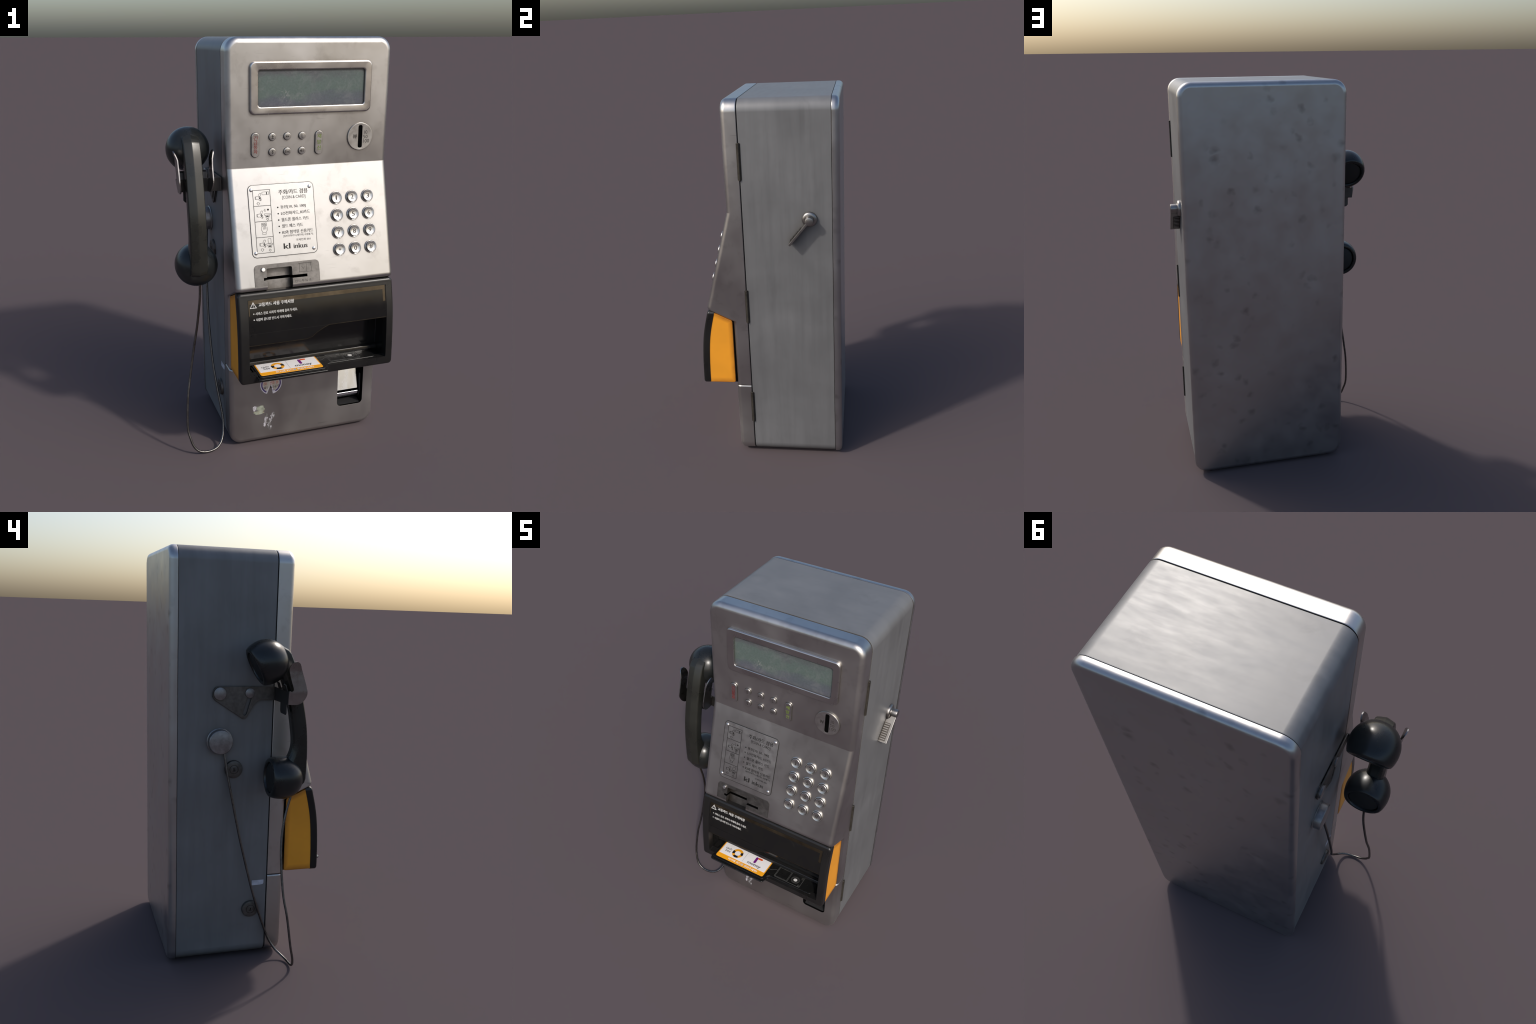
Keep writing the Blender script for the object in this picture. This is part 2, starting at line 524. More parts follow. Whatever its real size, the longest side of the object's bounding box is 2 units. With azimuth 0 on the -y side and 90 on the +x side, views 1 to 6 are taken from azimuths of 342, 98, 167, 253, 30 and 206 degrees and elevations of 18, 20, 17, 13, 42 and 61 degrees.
def text(bm, body, x0, x1, y0, y1, h0, h1, fn=xyz, mat=0, bold=0.0):
    """a text fitted into the box x0..x1, y0..y1 and raised from h0 to h1"""
    vs, ps = text_faces(body)
    ax, bx = min(v[0] for v in vs), max(v[0] for v in vs)
    ay, by = min(v[1] for v in vs), max(v[1] for v in vs)
    offs = [(0, 0)] if not bold else [(-bold, 0), (bold, 0)]
    for oi, (ox, oy) in enumerate(offs):
        q = [(x0 + (v[0] - ax) / (bx - ax) * (x1 - x0) + ox, y0 + (v[1] - ay) / (by - ay) * (y1 - y0) + oy) for v in vs]
        hh = h1 + 0.00006 * oi
        hi = [bm.verts.new(fn(u, v, hh)) for u, v in q]
        lo = [bm.verts.new(fn(u, v, h0)) for u, v in q]
        edges = {}
        for p in ps:
            try:
                bm.faces.new([hi[i] for i in p]).material_index = mat
            except ValueError:
                continue
            for a, b in zip(p, p[1:] + p[:1]):
                edges[(a, b)] = edges.get((a, b), 0) + 1
        for (a, b) in edges:
            if (b, a) not in edges:
                bm.faces.new((hi[a], lo[a], lo[b], hi[b])).material_index = mat


def frame(origin, u, v):
    """local frame: x = u, y = v, z = outward normal"""
    u, v = Vector(u).normalized(), Vector(v).normalized()
    n = u.cross(v)
    m = Matrix((u, v, n)).transposed().to_4x4()
    m.translation = Vector(origin)
    return m


def catmull(pts, per=12, closed=False):
    P = [Vector(p) for p in pts]
    k = len(P)
    out = []
    for i in range(k if closed else k - 1):
        if closed:
            a, b, c, d = P[i - 1], P[i], P[(i + 1) % k], P[(i + 2) % k]
        else:
            b, c = P[i], P[i + 1]
            a = P[i - 1] if i else b * 2 - c
            d = P[i + 2] if i + 2 < k else c * 2 - b
        for j in range(per):
            t = j / per
            out.append(0.5 * ((2 * b) + (c - a) * t + (2 * a - 5 * b + 4 * c - d) * t * t + (3 * b - a - 3 * c + d) * t ** 3))
    if not closed:
        out.append(P[-1])
    return out


def interp(x, xs, ys):
    if x <= xs[0]:
        return ys[0]
    for a, b, c, d in zip(xs, xs[1:], ys, ys[1:]):
        if x <= b:
            return c + (d - c) * (x - a) / (b - a)
    return ys[-1]


# planes that carry the front details: u = x, v = up the panel, h = outward
F_UP = frame((-0.0014, Y_DOOR, 0.0015), (1, 0, 0), (0, 0, 1))
_sl = Vector((0, Y_LIP - Y_DOOR, Z_LIP - Z_CREASE)).normalized()
F_SL = frame(Vector((-0.0025, Y_DOOR, Z_CREASE)) - _sl * 0.0025, (1, 0, 0), -_sl)        # v = -distance below the crease
F_LEFT = frame((XL, 0, 0), (0, -1, 0), (0, 0, 1))           # u = -y
F_RIGHT = frame((XR, 0, 0), (0, 1, 0), (0, 0, 1))           # u = +y


def on(fr):
    return lambda u, v, h: fr @ Vector((u, v, h))


# ------------------------------------------------------------------ the thing
root = bpy.data.objects.new("pay_phone", None)
COL.objects.link(root)
root.empty_display_size = 0.2
root["label"] = "weathered grey steel wall pay phone with handset and orange card reader"
root["category"] = "pay phone"


# ------------------------------------------------------------------ cabinet, back cover
def box_rings(spec, x0=XL, x1=XR, z0=ZB, z1=ZT, R=R_CORNER, n=10):
    rings = []
    for d, y in spec:
        rings.append([(x, y, z) for x, z in rounded_rect(x0 + d, x1 - d, z0 + d, z1 - d, R - d, n)])
    return rings


bm = bmesh.new()
loft(bm, box_rings([(0.0025, Y_FRONT_SEAM + 0.0025), (0.0006, Y_FRONT_SEAM + 0.0032), (0, Y_FRONT_SEAM + 0.006),
                    (0, 0.05), (0, 0.2), (0, Y_BACK_SEAM - 0.004), (0.001, Y_BACK_SEAM - 0.002)]))
cabinet = finish(make_obj("cabinet", bm, "cabinet", root), 0)

bm = bmesh.new()
loft(bm, box_rings([(0.007, Y_FRONT_SEAM - 0.006), (0.007, Y_FRONT_SEAM + 0.01)]))
make_obj("seam_dark_core", bm, "gap", root)  # black insert modelled for the dark line of the door seam

rb = 0.025
spec = [(0.0022, Y_BACK_SEAM), (0.0006, Y_BACK_SEAM + 0.0008), (0.0, Y_BACK_SEAM + 0.0025), (0.0, Y_BACK_SEAM + 0.008)]
for i in range(9):
    t = pi / 2 * i / 8
    spec.append((0.025 * (1 - cos(t)), Y_BACK - rb + rb * sin(t)))
bm = bmesh.new()
loft(bm, box_rings(spec, XL - PROUD, XR + PROUD, ZB - PROUD, ZT + 0.0002, R_CORNER + PROUD))
back = finish(make_obj("back_cover", bm, "back", root), 0)


# ------------------------------------------------------------------ front doors
def slope_y(z):
    return Y_DOOR + (Y_LIP - Y_DOOR) * (Z_CREASE - z) / (Z_CREASE - Z_LIP)


DOOR_Z = [0.4395, 0.60, 0.80, 0.826, 0.870, 0.8830, 0.8870, 0.8900, 0.8940, 0.8990, 0.9050, 0.9120]
DOOR_Y = [-0.1765, -0.1765, -0.1765, -0.1775, -0.2690, -0.2960, -0.3035, -0.3078, -0.3108, -0.3127, -0.3128, slope_y(0.912)]
DOOR_Z += [1.05, 1.2, 1.35, Z_CREASE - 0.0015, Z_CREASE + 0.0015, 1.60, 1.80]
DOOR_Y += [slope_y(1.05), slope_y(1.2), slope_y(1.35), slope_y(Z_CREASE - 0.0015), Y_DOOR, Y_DOOR, Y_DOOR]


def door_shell(bm, z_open, z_end, ys, zs, e=0.003, r=0.026, R=R_CORNER, yb=Y_FRONT_SEAM - 0.003, nf=7, na=9):
    """door skin: flat end at z_open, rounded corners at z_end, front depth given by ys over zs"""
    up = 1 if z_end > z_open else -1

    # rounded rim along the flat end
    zs = [z_open + up * e * (1 - cos(pi / 2 * i / 4)) for i in range(5)] + [z for z in zs if abs(z - z_open) > e + 1e-4]

    def ins(z):
        q = max(0.0, 1 - abs(z - z_open) / e)
        return e * (1 - math.sqrt(max(0.0, 1 - q * q)))

    def outline(d):
        zc = z_end - up * R
        pts = [(XL + d + ins(z), z) for z in zs]
        for i in range(na + 1):
            a = pi - pi / 2 * i / na
            pts.append((XL + R + (R - d) * cos(a), zc + up * (R - d) * sin(a)))
        for i in range(na + 1):
            a = pi / 2 - pi / 2 * i / na
            pts.append((XR - R + (R - d) * cos(a), zc + up * (R - d) * sin(a)))
        pts += [(XR - d - ins(z), z) for z in reversed(zs)]
        return pts

    def yf(z):
        if up > 0:
            return interp(z, DOOR_Z, DOOR_Y)
        return ys

    rings = []
    for d, back_ in [(0.002, yb), (0, yb - 0.003)]:
        rings.append([(x, back_, z) for x, z in outline(d)])
    for i in range(nf + 1):
        t = pi / 2 * i / nf
        d = r * (1 - cos(t))
        base = outline(0)
        rings.append([(x, yf(zb) + ins(zb) + r * (1 - sin(t)), z) for (x, z), (_, zb) in zip(outline(d), base)])
    V = [[bm.verts.new(p) for p in ring] for ring in rings]
    k = len(V[0])
    for a, b in zip(V[:-1], V[1:]):
        for i in range(k - 1):
            bm.faces.new((a[i], a[i + 1], b[i + 1], b[i]))
    for row in (V[0], V[-1]):
        for i in range(k // 2 - 1):
            bm.faces.new((row[i], row[i + 1], row[k - 2 - i], row[k - 1 - i]))
    # close the flat end
    loop = [row[0] for row in V] + [row[-1] for row in reversed(V)]
    bm.faces.new(loop)


def cutter(pts, fr, h0, h1, mat):
    b = bmesh.new()
    prism(b, pts, on(fr), h0, h1)
    return make_obj("cutter", b, mat, None, smooth=None)


NOTCH = (-0.149, -0.025, -0.4635, -0.62)           # x0, x1, top, bottom (slope coordinates)
SLOT = (-0.1645, 0.0485, -0.5185, -0.5055)


def notch_poly():
    return fillet_poly([(NOTCH[0], NOTCH[2]), (NOTCH[1], NOTCH[2]), (NOTCH[1], NOTCH[3]), (NOTCH[0], NOTCH[3])], [0.008, 0.008, 0, 0])


bm = bmesh.new()
door_shell(bm, 0.4395, ZT, None, DOOR_Z)
door = make_obj("upper_door", bm, ["door", "slotplate", "dark"], root)
cut(door, [cutter(notch_poly(), F_SL, -0.036, 0.05, "slotplate"),
           cutter([(SLOT[0], SLOT[2]), (SLOT[1], SLOT[2]), (SLOT[1], SLOT[3]), (SLOT[0], SLOT[3])], F_SL, -0.085, 0.05, "dark")])
finish(door, 0.0022, 2, 50)

zs_low = [0.4372, 0.30, 0.15, 0.09]
bm = bmesh.new()
door_shell(bm, 0.4372, ZB, -0.1765, zs_low, e=0.011, r=0.024)
cash = make_obj("cash_box_door", bm, ["cash", "dark"], root)
RET = (0.2845, 0.4285, 0.131, 0.400)
cut(cash, [cutter(rounded_rect(RET[0], RET[1], RET[2], RET[3], 0.022), F_UP, -0.074, 0.05, "dark")])
finish(cash, 0.0025, 2, 50)

# coin return: steel flap hinged inside the opening, a lip bar, side brackets
bm = bmesh.new()
prism(bm, [(-0.100, 0.396), (-0.105, 0.398), (-0.155, 0.214), (-0.151, 0.211)],
      lambda u, v, h: (h, u, v), RET[0] - 0.003, RET[1] - 0.022)
make_obj("coin_flap", bm, "cup", cash)
bm = bmesh.new()
prism(bm, [(-0.156, 0.196), (-0.156, 0.183), (-0.140, 0.165), (-0.136, 0.168), (-0.150, 0.188)], lambda u, v, h: (h, u, v), RET[0] - 0.003, RET[1] - 0.020)
prism(bm, rounded_rect(-0.159, -0.151, 0.192, 0.200, 0.003, 3), lambda u, v, h: (h, u, v), RET[0] - 0.003, RET[1] - 0.020)
make_obj("coin_flap_bar", bm, "cup", cash)
bm = bmesh.new()
prism(bm, [(-0.162, 0.30), (-0.150, 0.30), (-0.140, 0.22), (-0.150, 0.16), (-0.164, 0.20)], lambda u, v, h: (h, u, v), RET[1] - 0.012, RET[1] - 0.009)
prism(bm, [(-0.166, 0.1335), (-0.108, 0.137), (-0.108, 0.140), (-0.166, 0.1365)], lambda u, v, h: (h, u, v), RET[0] + 0.004, RET[1] - 0.004)
make_obj("coin_cup", bm, "gap", cash)

# ------------------------------------------------------------------ display
bm = bmesh.new()
BX = (-0.193, 0.392, 1.668, 1.8955)
prof = [(0, 0, 0.024), (0, 0.007, 0.024), (0.0012, 0.0105, 0.023), (0.0035, 0.0128, 0.021), (0.007, 0.0138, 0.019),
        (0.031, 0.0130, 0.0135), (0.0345, 0.0122, 0.013), (0.0362, 0.0100, 0.012), (0.0365, 0.001, 0.012)]
rings = [[(u, v, h) for u, v in rounded_rect(BX[0] + d * 1.07, BX[1] - d * 0.95, BX[2] + d * 0.92, BX[3] - d, r, 6)] for d, h, r in prof]
loft(bm, rings, False, False)
bezel = finish(make_obj("display_bezel", bm, "bezel", door, F_UP), 0, smooth=50)
bm = bmesh.new()
prism(bm, rounded_rect(BX[0] + 0.03, BX[1] - 0.03, BX[2] + 0.025, BX[3] - 0.03, 0.01), xyz, 0.0, 0.004)
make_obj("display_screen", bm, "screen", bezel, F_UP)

def painted_shade_band(o, r0, r1, hmax):
    """colour the faces between two radii dark, painting recess shade round the cap"""
    o.data.materials.append(M["engrave"])
    for p in o.data.polygons:
        vs = [o.data.vertices[i].co for i in p.vertices]
        if all(r0 <= v.xy.length <= r1 and v.z <= hmax for v in vs):
            p.material_index = 1
    return o


# ------------------------------------------------------------------ function buttons
def button_profile(r, h, e=0.0035):
    return [(r + 0.0019, 0.0), (r + 0.0019, 0.0008), (r, 0.0010), (r, h - e), (r - e * 0.3, h - e * 0.3), (r - e, h), (0, h)]


bm = bmesh.new()
lathe(bm, button_profile(0.0165, 0.0085, 0.0022), 32)
btn_mesh = finish(make_obj("function_button", bm, "button", door, F_UP @ Matrix.Translation((-0.0855, 1.5683, 0)), 40), 0, smooth=28)
painted_shade_band(btn_mesh, 0.0164, 0.0190, 0.0020)
icons = []
bxs, bzs = (-0.0855, -0.0140, 0.0578), (1.5683, 1.5003)
buttons = []
for zi, z in enumerate(bzs):
    for xi, x in enumerate(bxs):
        if (zi, xi) == (0, 0):
            o = btn_mesh
        else:
            o = btn_mesh.copy()
            COL.objects.link(o)
            o.matrix_world = F_UP @ Matrix.Translation((x, z, 0))
            set_parent(o, door)
        buttons.append(o)


def tri(bm, p, q, r_, mat=0, fn=xyz):
    prism(bm, [p, q, r_], fn, 0, 0.0004, mat)


HB = 0.0085
for idx, o in enumerate(buttons):
    bm = bmesh.new()
    fn = lambda u, v, h: (u, v, HB + h)
    s = 0.0082
    if idx in (0, 3):
        sg = 1 if idx == 0 else -1
        for dy in (0.0048, -0.0040):
            prism(bm, [(-s * 0.75, sg * (dy - s * 0.45)), (s * 0.75, sg * (dy - s * 0.45)), (0, sg * (dy + s * 0.6))][::sg], fn, -0.0005, 0.0004)
        prism(bm, rounded_rect(-0.0010, 0.0010, -0.009, 0.009, 0.0005, 1), fn, -0.0005, 0.0003)
    elif idx == 1:
        for dx in (-0.0046, 0.0040):
            prism(bm, [(dx - s * 0.5, -s * 0.7), (dx + s * 0.55, 0), (dx - s * 0.5, s * 0.7)], fn, -0.0005, 0.0004)
    elif idx == 2:
        text(bm, "L", -0.0038, 0.0048, -0.0085, 0.0090, -0.0005, 0.0004, fn, bold=0.0004)
    elif idx == 4:
        text(bm, "Ent", -0.0110, 0.0110, -0.0065, 0.0065, -0.0005, 0.0004, fn, bold=0.0004)
    else:
        prism(bm, [(-0.0105, -0.0035), (-0.006, -0.0035), (0.0, -0.0082), (0.0, 0.0082), (-0.006, 0.0035), (-0.0105, 0.0035)], fn, -0.0005, 0.0004)
        for rr in (0.005, 0.009):
            stroke(bm, [(rr * cos(t) - 0.001, rr * sin(t)) for t in (-0.8, -0.4, 0, 0.4, 0.8)], 0.0014, -0.0005, 0.0004, fn)
    make_obj("button_symbol", bm, "engrave", o, o.matrix_world.copy(), None)


def pill(name, cx, cz, hw, hh, body, ink):
    bm = bmesh.new()
    rings = []
    for d, h in [(-0.0019, 0), (-0.0019, 0.0008), (0, 0.0010), (0, 0.0066), (0.0007, 0.0079), (0.0022, 0.0085)]:
        rings.append([(u, v, h) for u, v in rounded_rect(-hw + d, hw - d, -hh + d, hh - d, hw - d - 1e-4, 8)])
    loft(bm, rings)
    o = finish(make_obj(name, bm, "button", door, F_UP @ Matrix.Translation((cx, cz, 0)), 40), 0, smooth=28)
    o.data.materials.append(M["engrave"])  # dark outline drawn for the shadow at the pill's foot
    for p in o.data.polygons:
        if all(o.data.vertices[i].co.z < 0.0011 for i in p.vertices):
            p.material_index = 1
    bm = bmesh.new()
    k = len(body)
    span = hh * 1.48
    for i, ch in enumerate(body):
        y1 = span / 2 - i * span / k
        y0 = y1 - span / k * (0.88 if k > 3 else 0.74)
        text(bm, ch, -0.0092, 0.0092, y0, y1, 0.008, 0.0089, bold=0.0003)
    make_obj("button_lettering", bm, ink, o, o.matrix_world.copy(), None, "stuff")


pill("emergency_button", -0.1665, 1.5345, 0.0185, 0.0545, "긴급통화", "red_ink")
pill("redial_button", 0.1405, 1.5335, 0.0182, 0.0535, "재발신", "green_ink")

# ------------------------------------------------------------------ coin slot disc
bm = bmesh.new()
lathe(bm, [(0.0640, 0), (0.0640, 0.004), (0.0625, 0.0065), (0.0605, 0.007), (0.0585, 0.0064), (0, 0.0064)], 64)
bmesh.ops.create_circle(bm, cap_ends=True, segments=64, radius=0.0640)
bmesh.ops.remove_doubles(bm, verts=bm.verts, dist=1e-5)
disc = make_obj("coin_slot_disc", bm, ["disc", "dark"], door, F_UP @ Matrix.Translation((0.348, 1.552, 0.0005)))
slot = fillet_poly([(-0.0102, -0.0525), (0.0102, -0.0525), (0.0102, 0.0525), (-0.0102, 0.0525)], 0.009)
b2 = bmesh.new()
prism(b2, slot, on(disc.matrix_world), 0.0012, 0.02)
cut(disc, [make_obj("cutter", b2, "dark", None, smooth=None)])
finish(disc, 0.0008, 2, 50)
bm = bmesh.new()
prism(bm, [(u * 0.99, v * 0.99) for u, v in slot], xyz, 0.001, 0.0020)
make_obj("coin_slot", bm, "dark", disc, disc.matrix_world.copy(), None)
bm = bmesh.new()
for s_, x0, x1, y0, y1 in (("₩", -0.037, -0.017, -0.009, 0.012), ("10", 0.019, 0.036, 0.011, 0.027), ("50", 0.016, 0.038, -0.010, 0.006), ("100", 0.016, 0.047, -0.030, -0.013)):
    text(bm, s_, x0, x1, y0, y1, 0.006, 0.0067)
make_obj("disc_lettering", bm, "engrave", disc, disc.matrix_world.copy(), None, "stuff")


# ------------------------------------------------------------------ instruction plate
PL = (-0.2085, 0.1075, -0.4100, -0.0815)
bm = bmesh.new()
rings = [[(u, v, h) for u, v in rounded_rect(PL[0] + d, PL[1] - d, PL[2] + d, PL[3] - d, 0.021 - d, 6)] for d, h in [(0, 0), (0, 0.0018), (0.0010, 0.0024)]]
loft(bm, rings)
plate = finish(make_obj("instruction_plate", bm, "plate", door, F_SL), 0)
bm = bmesh.new()
stroke(bm, rounded_rect(PL[0] + 0.0002, PL[1] - 0.0002, PL[2] + 0.0002, PL[3] - 0.0002, 0.021, 6), 0.0040, 0.0002, 0.0021, closed=True)
make_obj("plate_groove", bm, "ink", plate, F_SL, None)

bm = bmesh.new()
H0, H1 = 0.002, 0.0029
T = lambda s_, x0, x1, t0, t1, bold=0.0: text(bm, s_, x0, x1, -t1, -t0, H0, H1, bold=bold)
T("주화/카드 겸용", -0.0630, 0.0795, 0.1085, 0.1310, 0.0005)
T("[COIN & CARD]", -0.0465, 0.0665, 0.1375, 0.1555)
for s_, x1, t in (("동전[10, 50, 100]", 0.0640, 0.1885), ("LO전화카드, KI카드", 0.0830, 0.2172), ("월드폰 플러스 카드", 0.0760, 0.2465), ("월드 패스 카드", 0.0440, 0.2755), ("KI와 협약된 신용카드", 0.0925, 0.3045)):
    T(s_, -0.0585, x1, t - 0.0085, t + 0.0085, 0.0003)
    prism(bm, circle(-0.0722, -t, 0.0036, 12), xyz, H0, H1)
T("[일반전화카드(제주외) 사용불가]", -0.0560, 0.0910, 0.3170, 0.3285)
T("국제전화 001", 0.0045, 0.0765, 0.3385, 0.3490)
T("kl", -0.0570, -0.0260, 0.3555, 0.3810, 0.0011)
T("inkus", -0.0085, 0.0590, 0.3600, 0.3825, 0.0007)
# pictogram column
stroke(bm, [(-0.1868, -0.1040), (-0.1048, -0.1040), (-0.1048, -0.3915), (-0.1868, -0.3915)], 0.0022, H0, H1, closed=True)
for t in (0.1760, 0.2470, 0.3190):
    stroke(bm, [(-0.1868, -t), (-0.1048, -t)], 0.0022, H0, H1)


def hand(cx, cy, s=1.0):
    w = 0.0013
    P = lambda *q: [(cx + a * s, cy + b * s) for a, b in q]
    stroke(bm, P((-0.014, 0.004), (-0.010, 0.007), (0.004, 0.007), (0.010, 0.000), (0.012, -0.010), (0.008, -0.014), (0.002, -0.010), (-0.004, -0.006), (-0.010, -0.007), (-0.014, -0.004)), w, H0, H1, closed=True)
    stroke(bm, P((-0.017, -0.006), (-0.014, -0.006), (-0.014, 0.006), (-0.017, 0.006)), w, H0, H1, closed=True)
    stroke(bm, P((-0.002, 0.007), (0.002, 0.017), (0.008, 0.021), (0.012, 0.019), (0.010, 0.012), (0.006, 0.006)), w, H0, H1)
    stroke(bm, P((0.000, 0.003), (0.006, -0.004), (0.009, -0.012)), w * 1.4, H0, H1)
    stroke(bm, P((0.003, 0.005), (0.009, -0.003)), w * 1.4, H0, H1)
    prism(bm, [(x, y) for x, y in P((0.001, -0.002), (0.006, 0.000), (0.008, -0.006), (0.003, -0.006))], xyz, H0, H1 - 0.0001)


def arrow(cx, cy, s=1.0):
    stroke(bm, [(cx + a * s, cy + b * s) for a, b in ((-0.004, 0.006), (0.004, 0.006), (0.004, 0.001), (0.0075, 0.001), (0, -0.007), (-0.0075, 0.001), (-0.004, 0.001))], 0.0012, H0, H1, closed=True)


def reader_slot(cx, cy):
    stroke(bm, [(cx - 0.015, cy + 0.006), (cx + 0.015, cy + 0.006), (cx + 0.014, cy), (cx - 0.014, cy)], 0.0013, H0, H1, closed=True)
    stroke(bm, [(cx - 0.010, cy), (cx - 0.008, cy - 0.010), (cx - 0.004, cy - 0.014), (cx + 0.004, cy - 0.014), (cx + 0.008, cy - 0.010), (cx + 0.010, cy)], 0.0013, H0, H1)
    prism(bm, rounded_rect(cx - 0.006, cx + 0.006, cy - 0.009, cy - 0.003, 0.001, 1), xyz, H0, H1 - 0.0001)


hand(-0.160, -0.139)
arrow(-0.164, -0.165)
stroke(bm, rounded_rect(-0.143, -0.110, -0.1265, -0.1135, 0.003, 2), 0.0014, H0, H1, closed=True)
prism(bm, rounded_rect(-0.123, -0.1185, -0.1255, -0.1145, 0.001, 1), xyz, H0, H1 - 0.0001)
hand(-0.158, -0.219)
prism(bm, circle(-0.120, -0.195, 0.0045, 12), xyz, H0, H1)
stroke(bm, [(-0.140, -0.197), (-0.134, -0.191), (-0.134, -0.203)], 0.0013, H0, H1, closed=True)
reader_slot(-0.125, -0.219)
arrow(-0.125, -0.2395, 0.8)
for i in range(3):
    for j in range(2):
        stroke(bm, rounded_rect(-0.157 + i * 0.009, -0.150 + i * 0.009, -0.268 + j * 0.008, -0.262 + j * 0.008, 0.002, 2), 0.0013, H0, H1, closed=True)
stroke(bm, [(-0.158, -0.270), (-0.158, -0.285), (-0.152, -0.298), (-0.137, -0.298), (-0.131, -0.288), (-0.131, -0.272)], 0.0014, H0, H1)
for i in range(3):
    stroke(bm, [(-0.150 + i * 0.006, -0.268), (-0.149 + i * 0.006, -0.284)], 0.0014, H0, H1)
stroke(bm, [(-0.153, -0.299), (-0.154, -0.306), (-0.137, -0.306), (-0.138, -0.299)], 0.0014, H0, H1)
hand(-0.155, -0.352)
arrow(-0.161, -0.3765)
stroke(bm, rounded_rect(-0.131, -0.117, -0.348, -0.327, 0.002, 2), 0.0014, H0, H1, closed=True)
reader_slot(-0.124, -0.356)
arrow(-0.124, -0.3805, 0.8)
make_obj("plate_lettering", bm, "ink", plate, F_SL, None, "stuff")


def dome(r, h, k=5):
    return [(r, 0)] + [(r * cos(pi / 2 * i / k), 0.0005 + h * sin(pi / 2 * i / k)) for i in range(k)] + [(0, 0.0005 + h)]


bm = bmesh.new()
lathe(bm, dome(0.0085, 0.0045), 24)
riv = make_obj("rivet", bm, "rivet", plate, F_SL @ Matrix.Translation((-0.1935, -0.1017, 0.002)), 60)
for x, t in ((0.0895, 0.1015), (0.0905, 0.3895), (-0.1930, 0.3896)):
    o = riv.copy()
    COL.objects.link(o)
    o.matrix_world = F_SL @ Matrix.Translation((x, -t, 0.002))
    set_parent(o, plate)

# ------------------------------------------------------------------ key pad
bm = bmesh.new()
lathe(bm, [(0.0305, 0), (0.0305, 0.0045), (0.0295, 0.0060), (0.0280, 0.0066), (0.0268, 0.0062), (0.0262, 0.0040), (0.0246, 0.0040),
           (0.0242, 0.0100), (0.0236, 0.0120), (0.0224, 0.0128), (0.0210, 0.0125), (0.0185, 0.0115), (0.0140, 0.0104), (0.007, 0.0098), (0, 0.0096)], 40)
key0 = None
for row in range(4):
    for colm in range(3):
        ch = "123456789*0#"[row * 3 + colm]
        mx = F_SL @ Matrix.Translation((0.2185 + 0.0812 * colm, -(0.1640 + 0.0812 * row), 0))
        if key0 is None:
            k_ = key0 = finish(make_obj("key", bm, "bright", door, mx, 60), 0, smooth=40)
            painted_shade_band(k_, 0.0240, 0.0269, 0.0064)
        else:
            k_ = key0.copy()
            COL.objects.link(k_)
            k_.matrix_world = mx
            set_parent(k_, door)
        bm = bmesh.new()
        w = {"1": 0.0027, "*": 0.0065, "#": 0.0088}.get(ch, 0.0070)
        hh = 0.0060 if ch == "*" else 0.0105
        text(bm, ch, -w, w, -hh, hh, 0.0088, 0.0113)
        make_obj("key_digit", bm, "engrave", k_, mx, None)

# ------------------------------------------------------------------ card slot plate
SPL = (-0.2080, 0.1095, -0.5440, -0.4455)
outer = [(SPL[0], SPL[2]), (SPL[0], SPL[3]), (SPL[1], SPL[3]), (SPL[1], SPL[2])]
bm = bmesh.new()
ring = fillet_poly([(SPL[0], SPL[2]), (SPL[0], SPL[3]), (SPL[1], SPL[3]), (SPL[1], SPL[2]),
                    (NOTCH[1], SPL[2]), (NOTCH[1], SLOT[2]), (SLOT[1], SLOT[2]), (SLOT[1], SLOT[3]), (NOTCH[1], SLOT[3]), (NOTCH[1], NOTCH[2]),
                    (NOTCH[0], NOTCH[2]), (NOTCH[0], SLOT[3]), (SLOT[0], SLOT[3]), (SLOT[0], SLOT[2]), (NOTCH[0], SLOT[2]), (NOTCH[0], SPL[2])],
                   [0, 0.022, 0.022, 0, 0, 0, 0, 0, 0, 0.008, 0.008, 0, 0, 0, 0, 0], 6)
prism(bm, ring, xyz, -0.0005, 0.0014)
slotplate = finish(make_obj("card_slot_plate", bm, "slotplate", door, F_SL), 0.0006, 2, 50)
bm = bmesh.new()
stroke(bm, [(SPL[0], SPL[2])] + fillet_poly([(SPL[0], SPL[2]), (SPL[0], SPL[3]), (SPL[1], SPL[3]), (SPL[1], SPL[2])], [0, 0.022, 0.022, 0], 6)[1:-1] + [(SPL[1], SPL[2])], 0.0026, -0.0003, 0.0009)
make_obj("slot_plate_groove", bm, "engrave", slotplate, F_SL, None)
bm = bmesh.new()
lathe(bm, [(0.0095, 0), (0.0095, 0.007), (0.0085, 0.0085), (0, 0.0088)], 28)
make_obj("slot_plate_button", bm, "rivet", slotplate, F_SL @ Matrix.Translation((-0.1660, -0.4665, 0.0012)), 50)
bm = bmesh.new()
stroke(bm, [(0.008, -0.4545), (0.074, -0.4545)], 0.0022, 0.001, 0.0018)
stroke(bm, [(0.014, -0.4560), (0.009, -0.4945), (0.073, -0.4955), (0.068, -0.4560)], 0.0014, 0.001, 0.0018)
stroke(bm, [(0.046, -0.4560), (0.047, -0.4945)], 0.0012, 0.001, 0.0018)
stroke(bm, [(0.022, -0.468), (0.032, -0.480), (0.036, -0.472)], 0.0012, 0.001, 0.0018)
text(bm, "카드투입구", -0.016, 0.067, -0.5405, -0.5285, 0.001, 0.0018)
make_obj("slot_plate_lettering", bm, "engrave", slotplate, F_SL, None, "stuff")

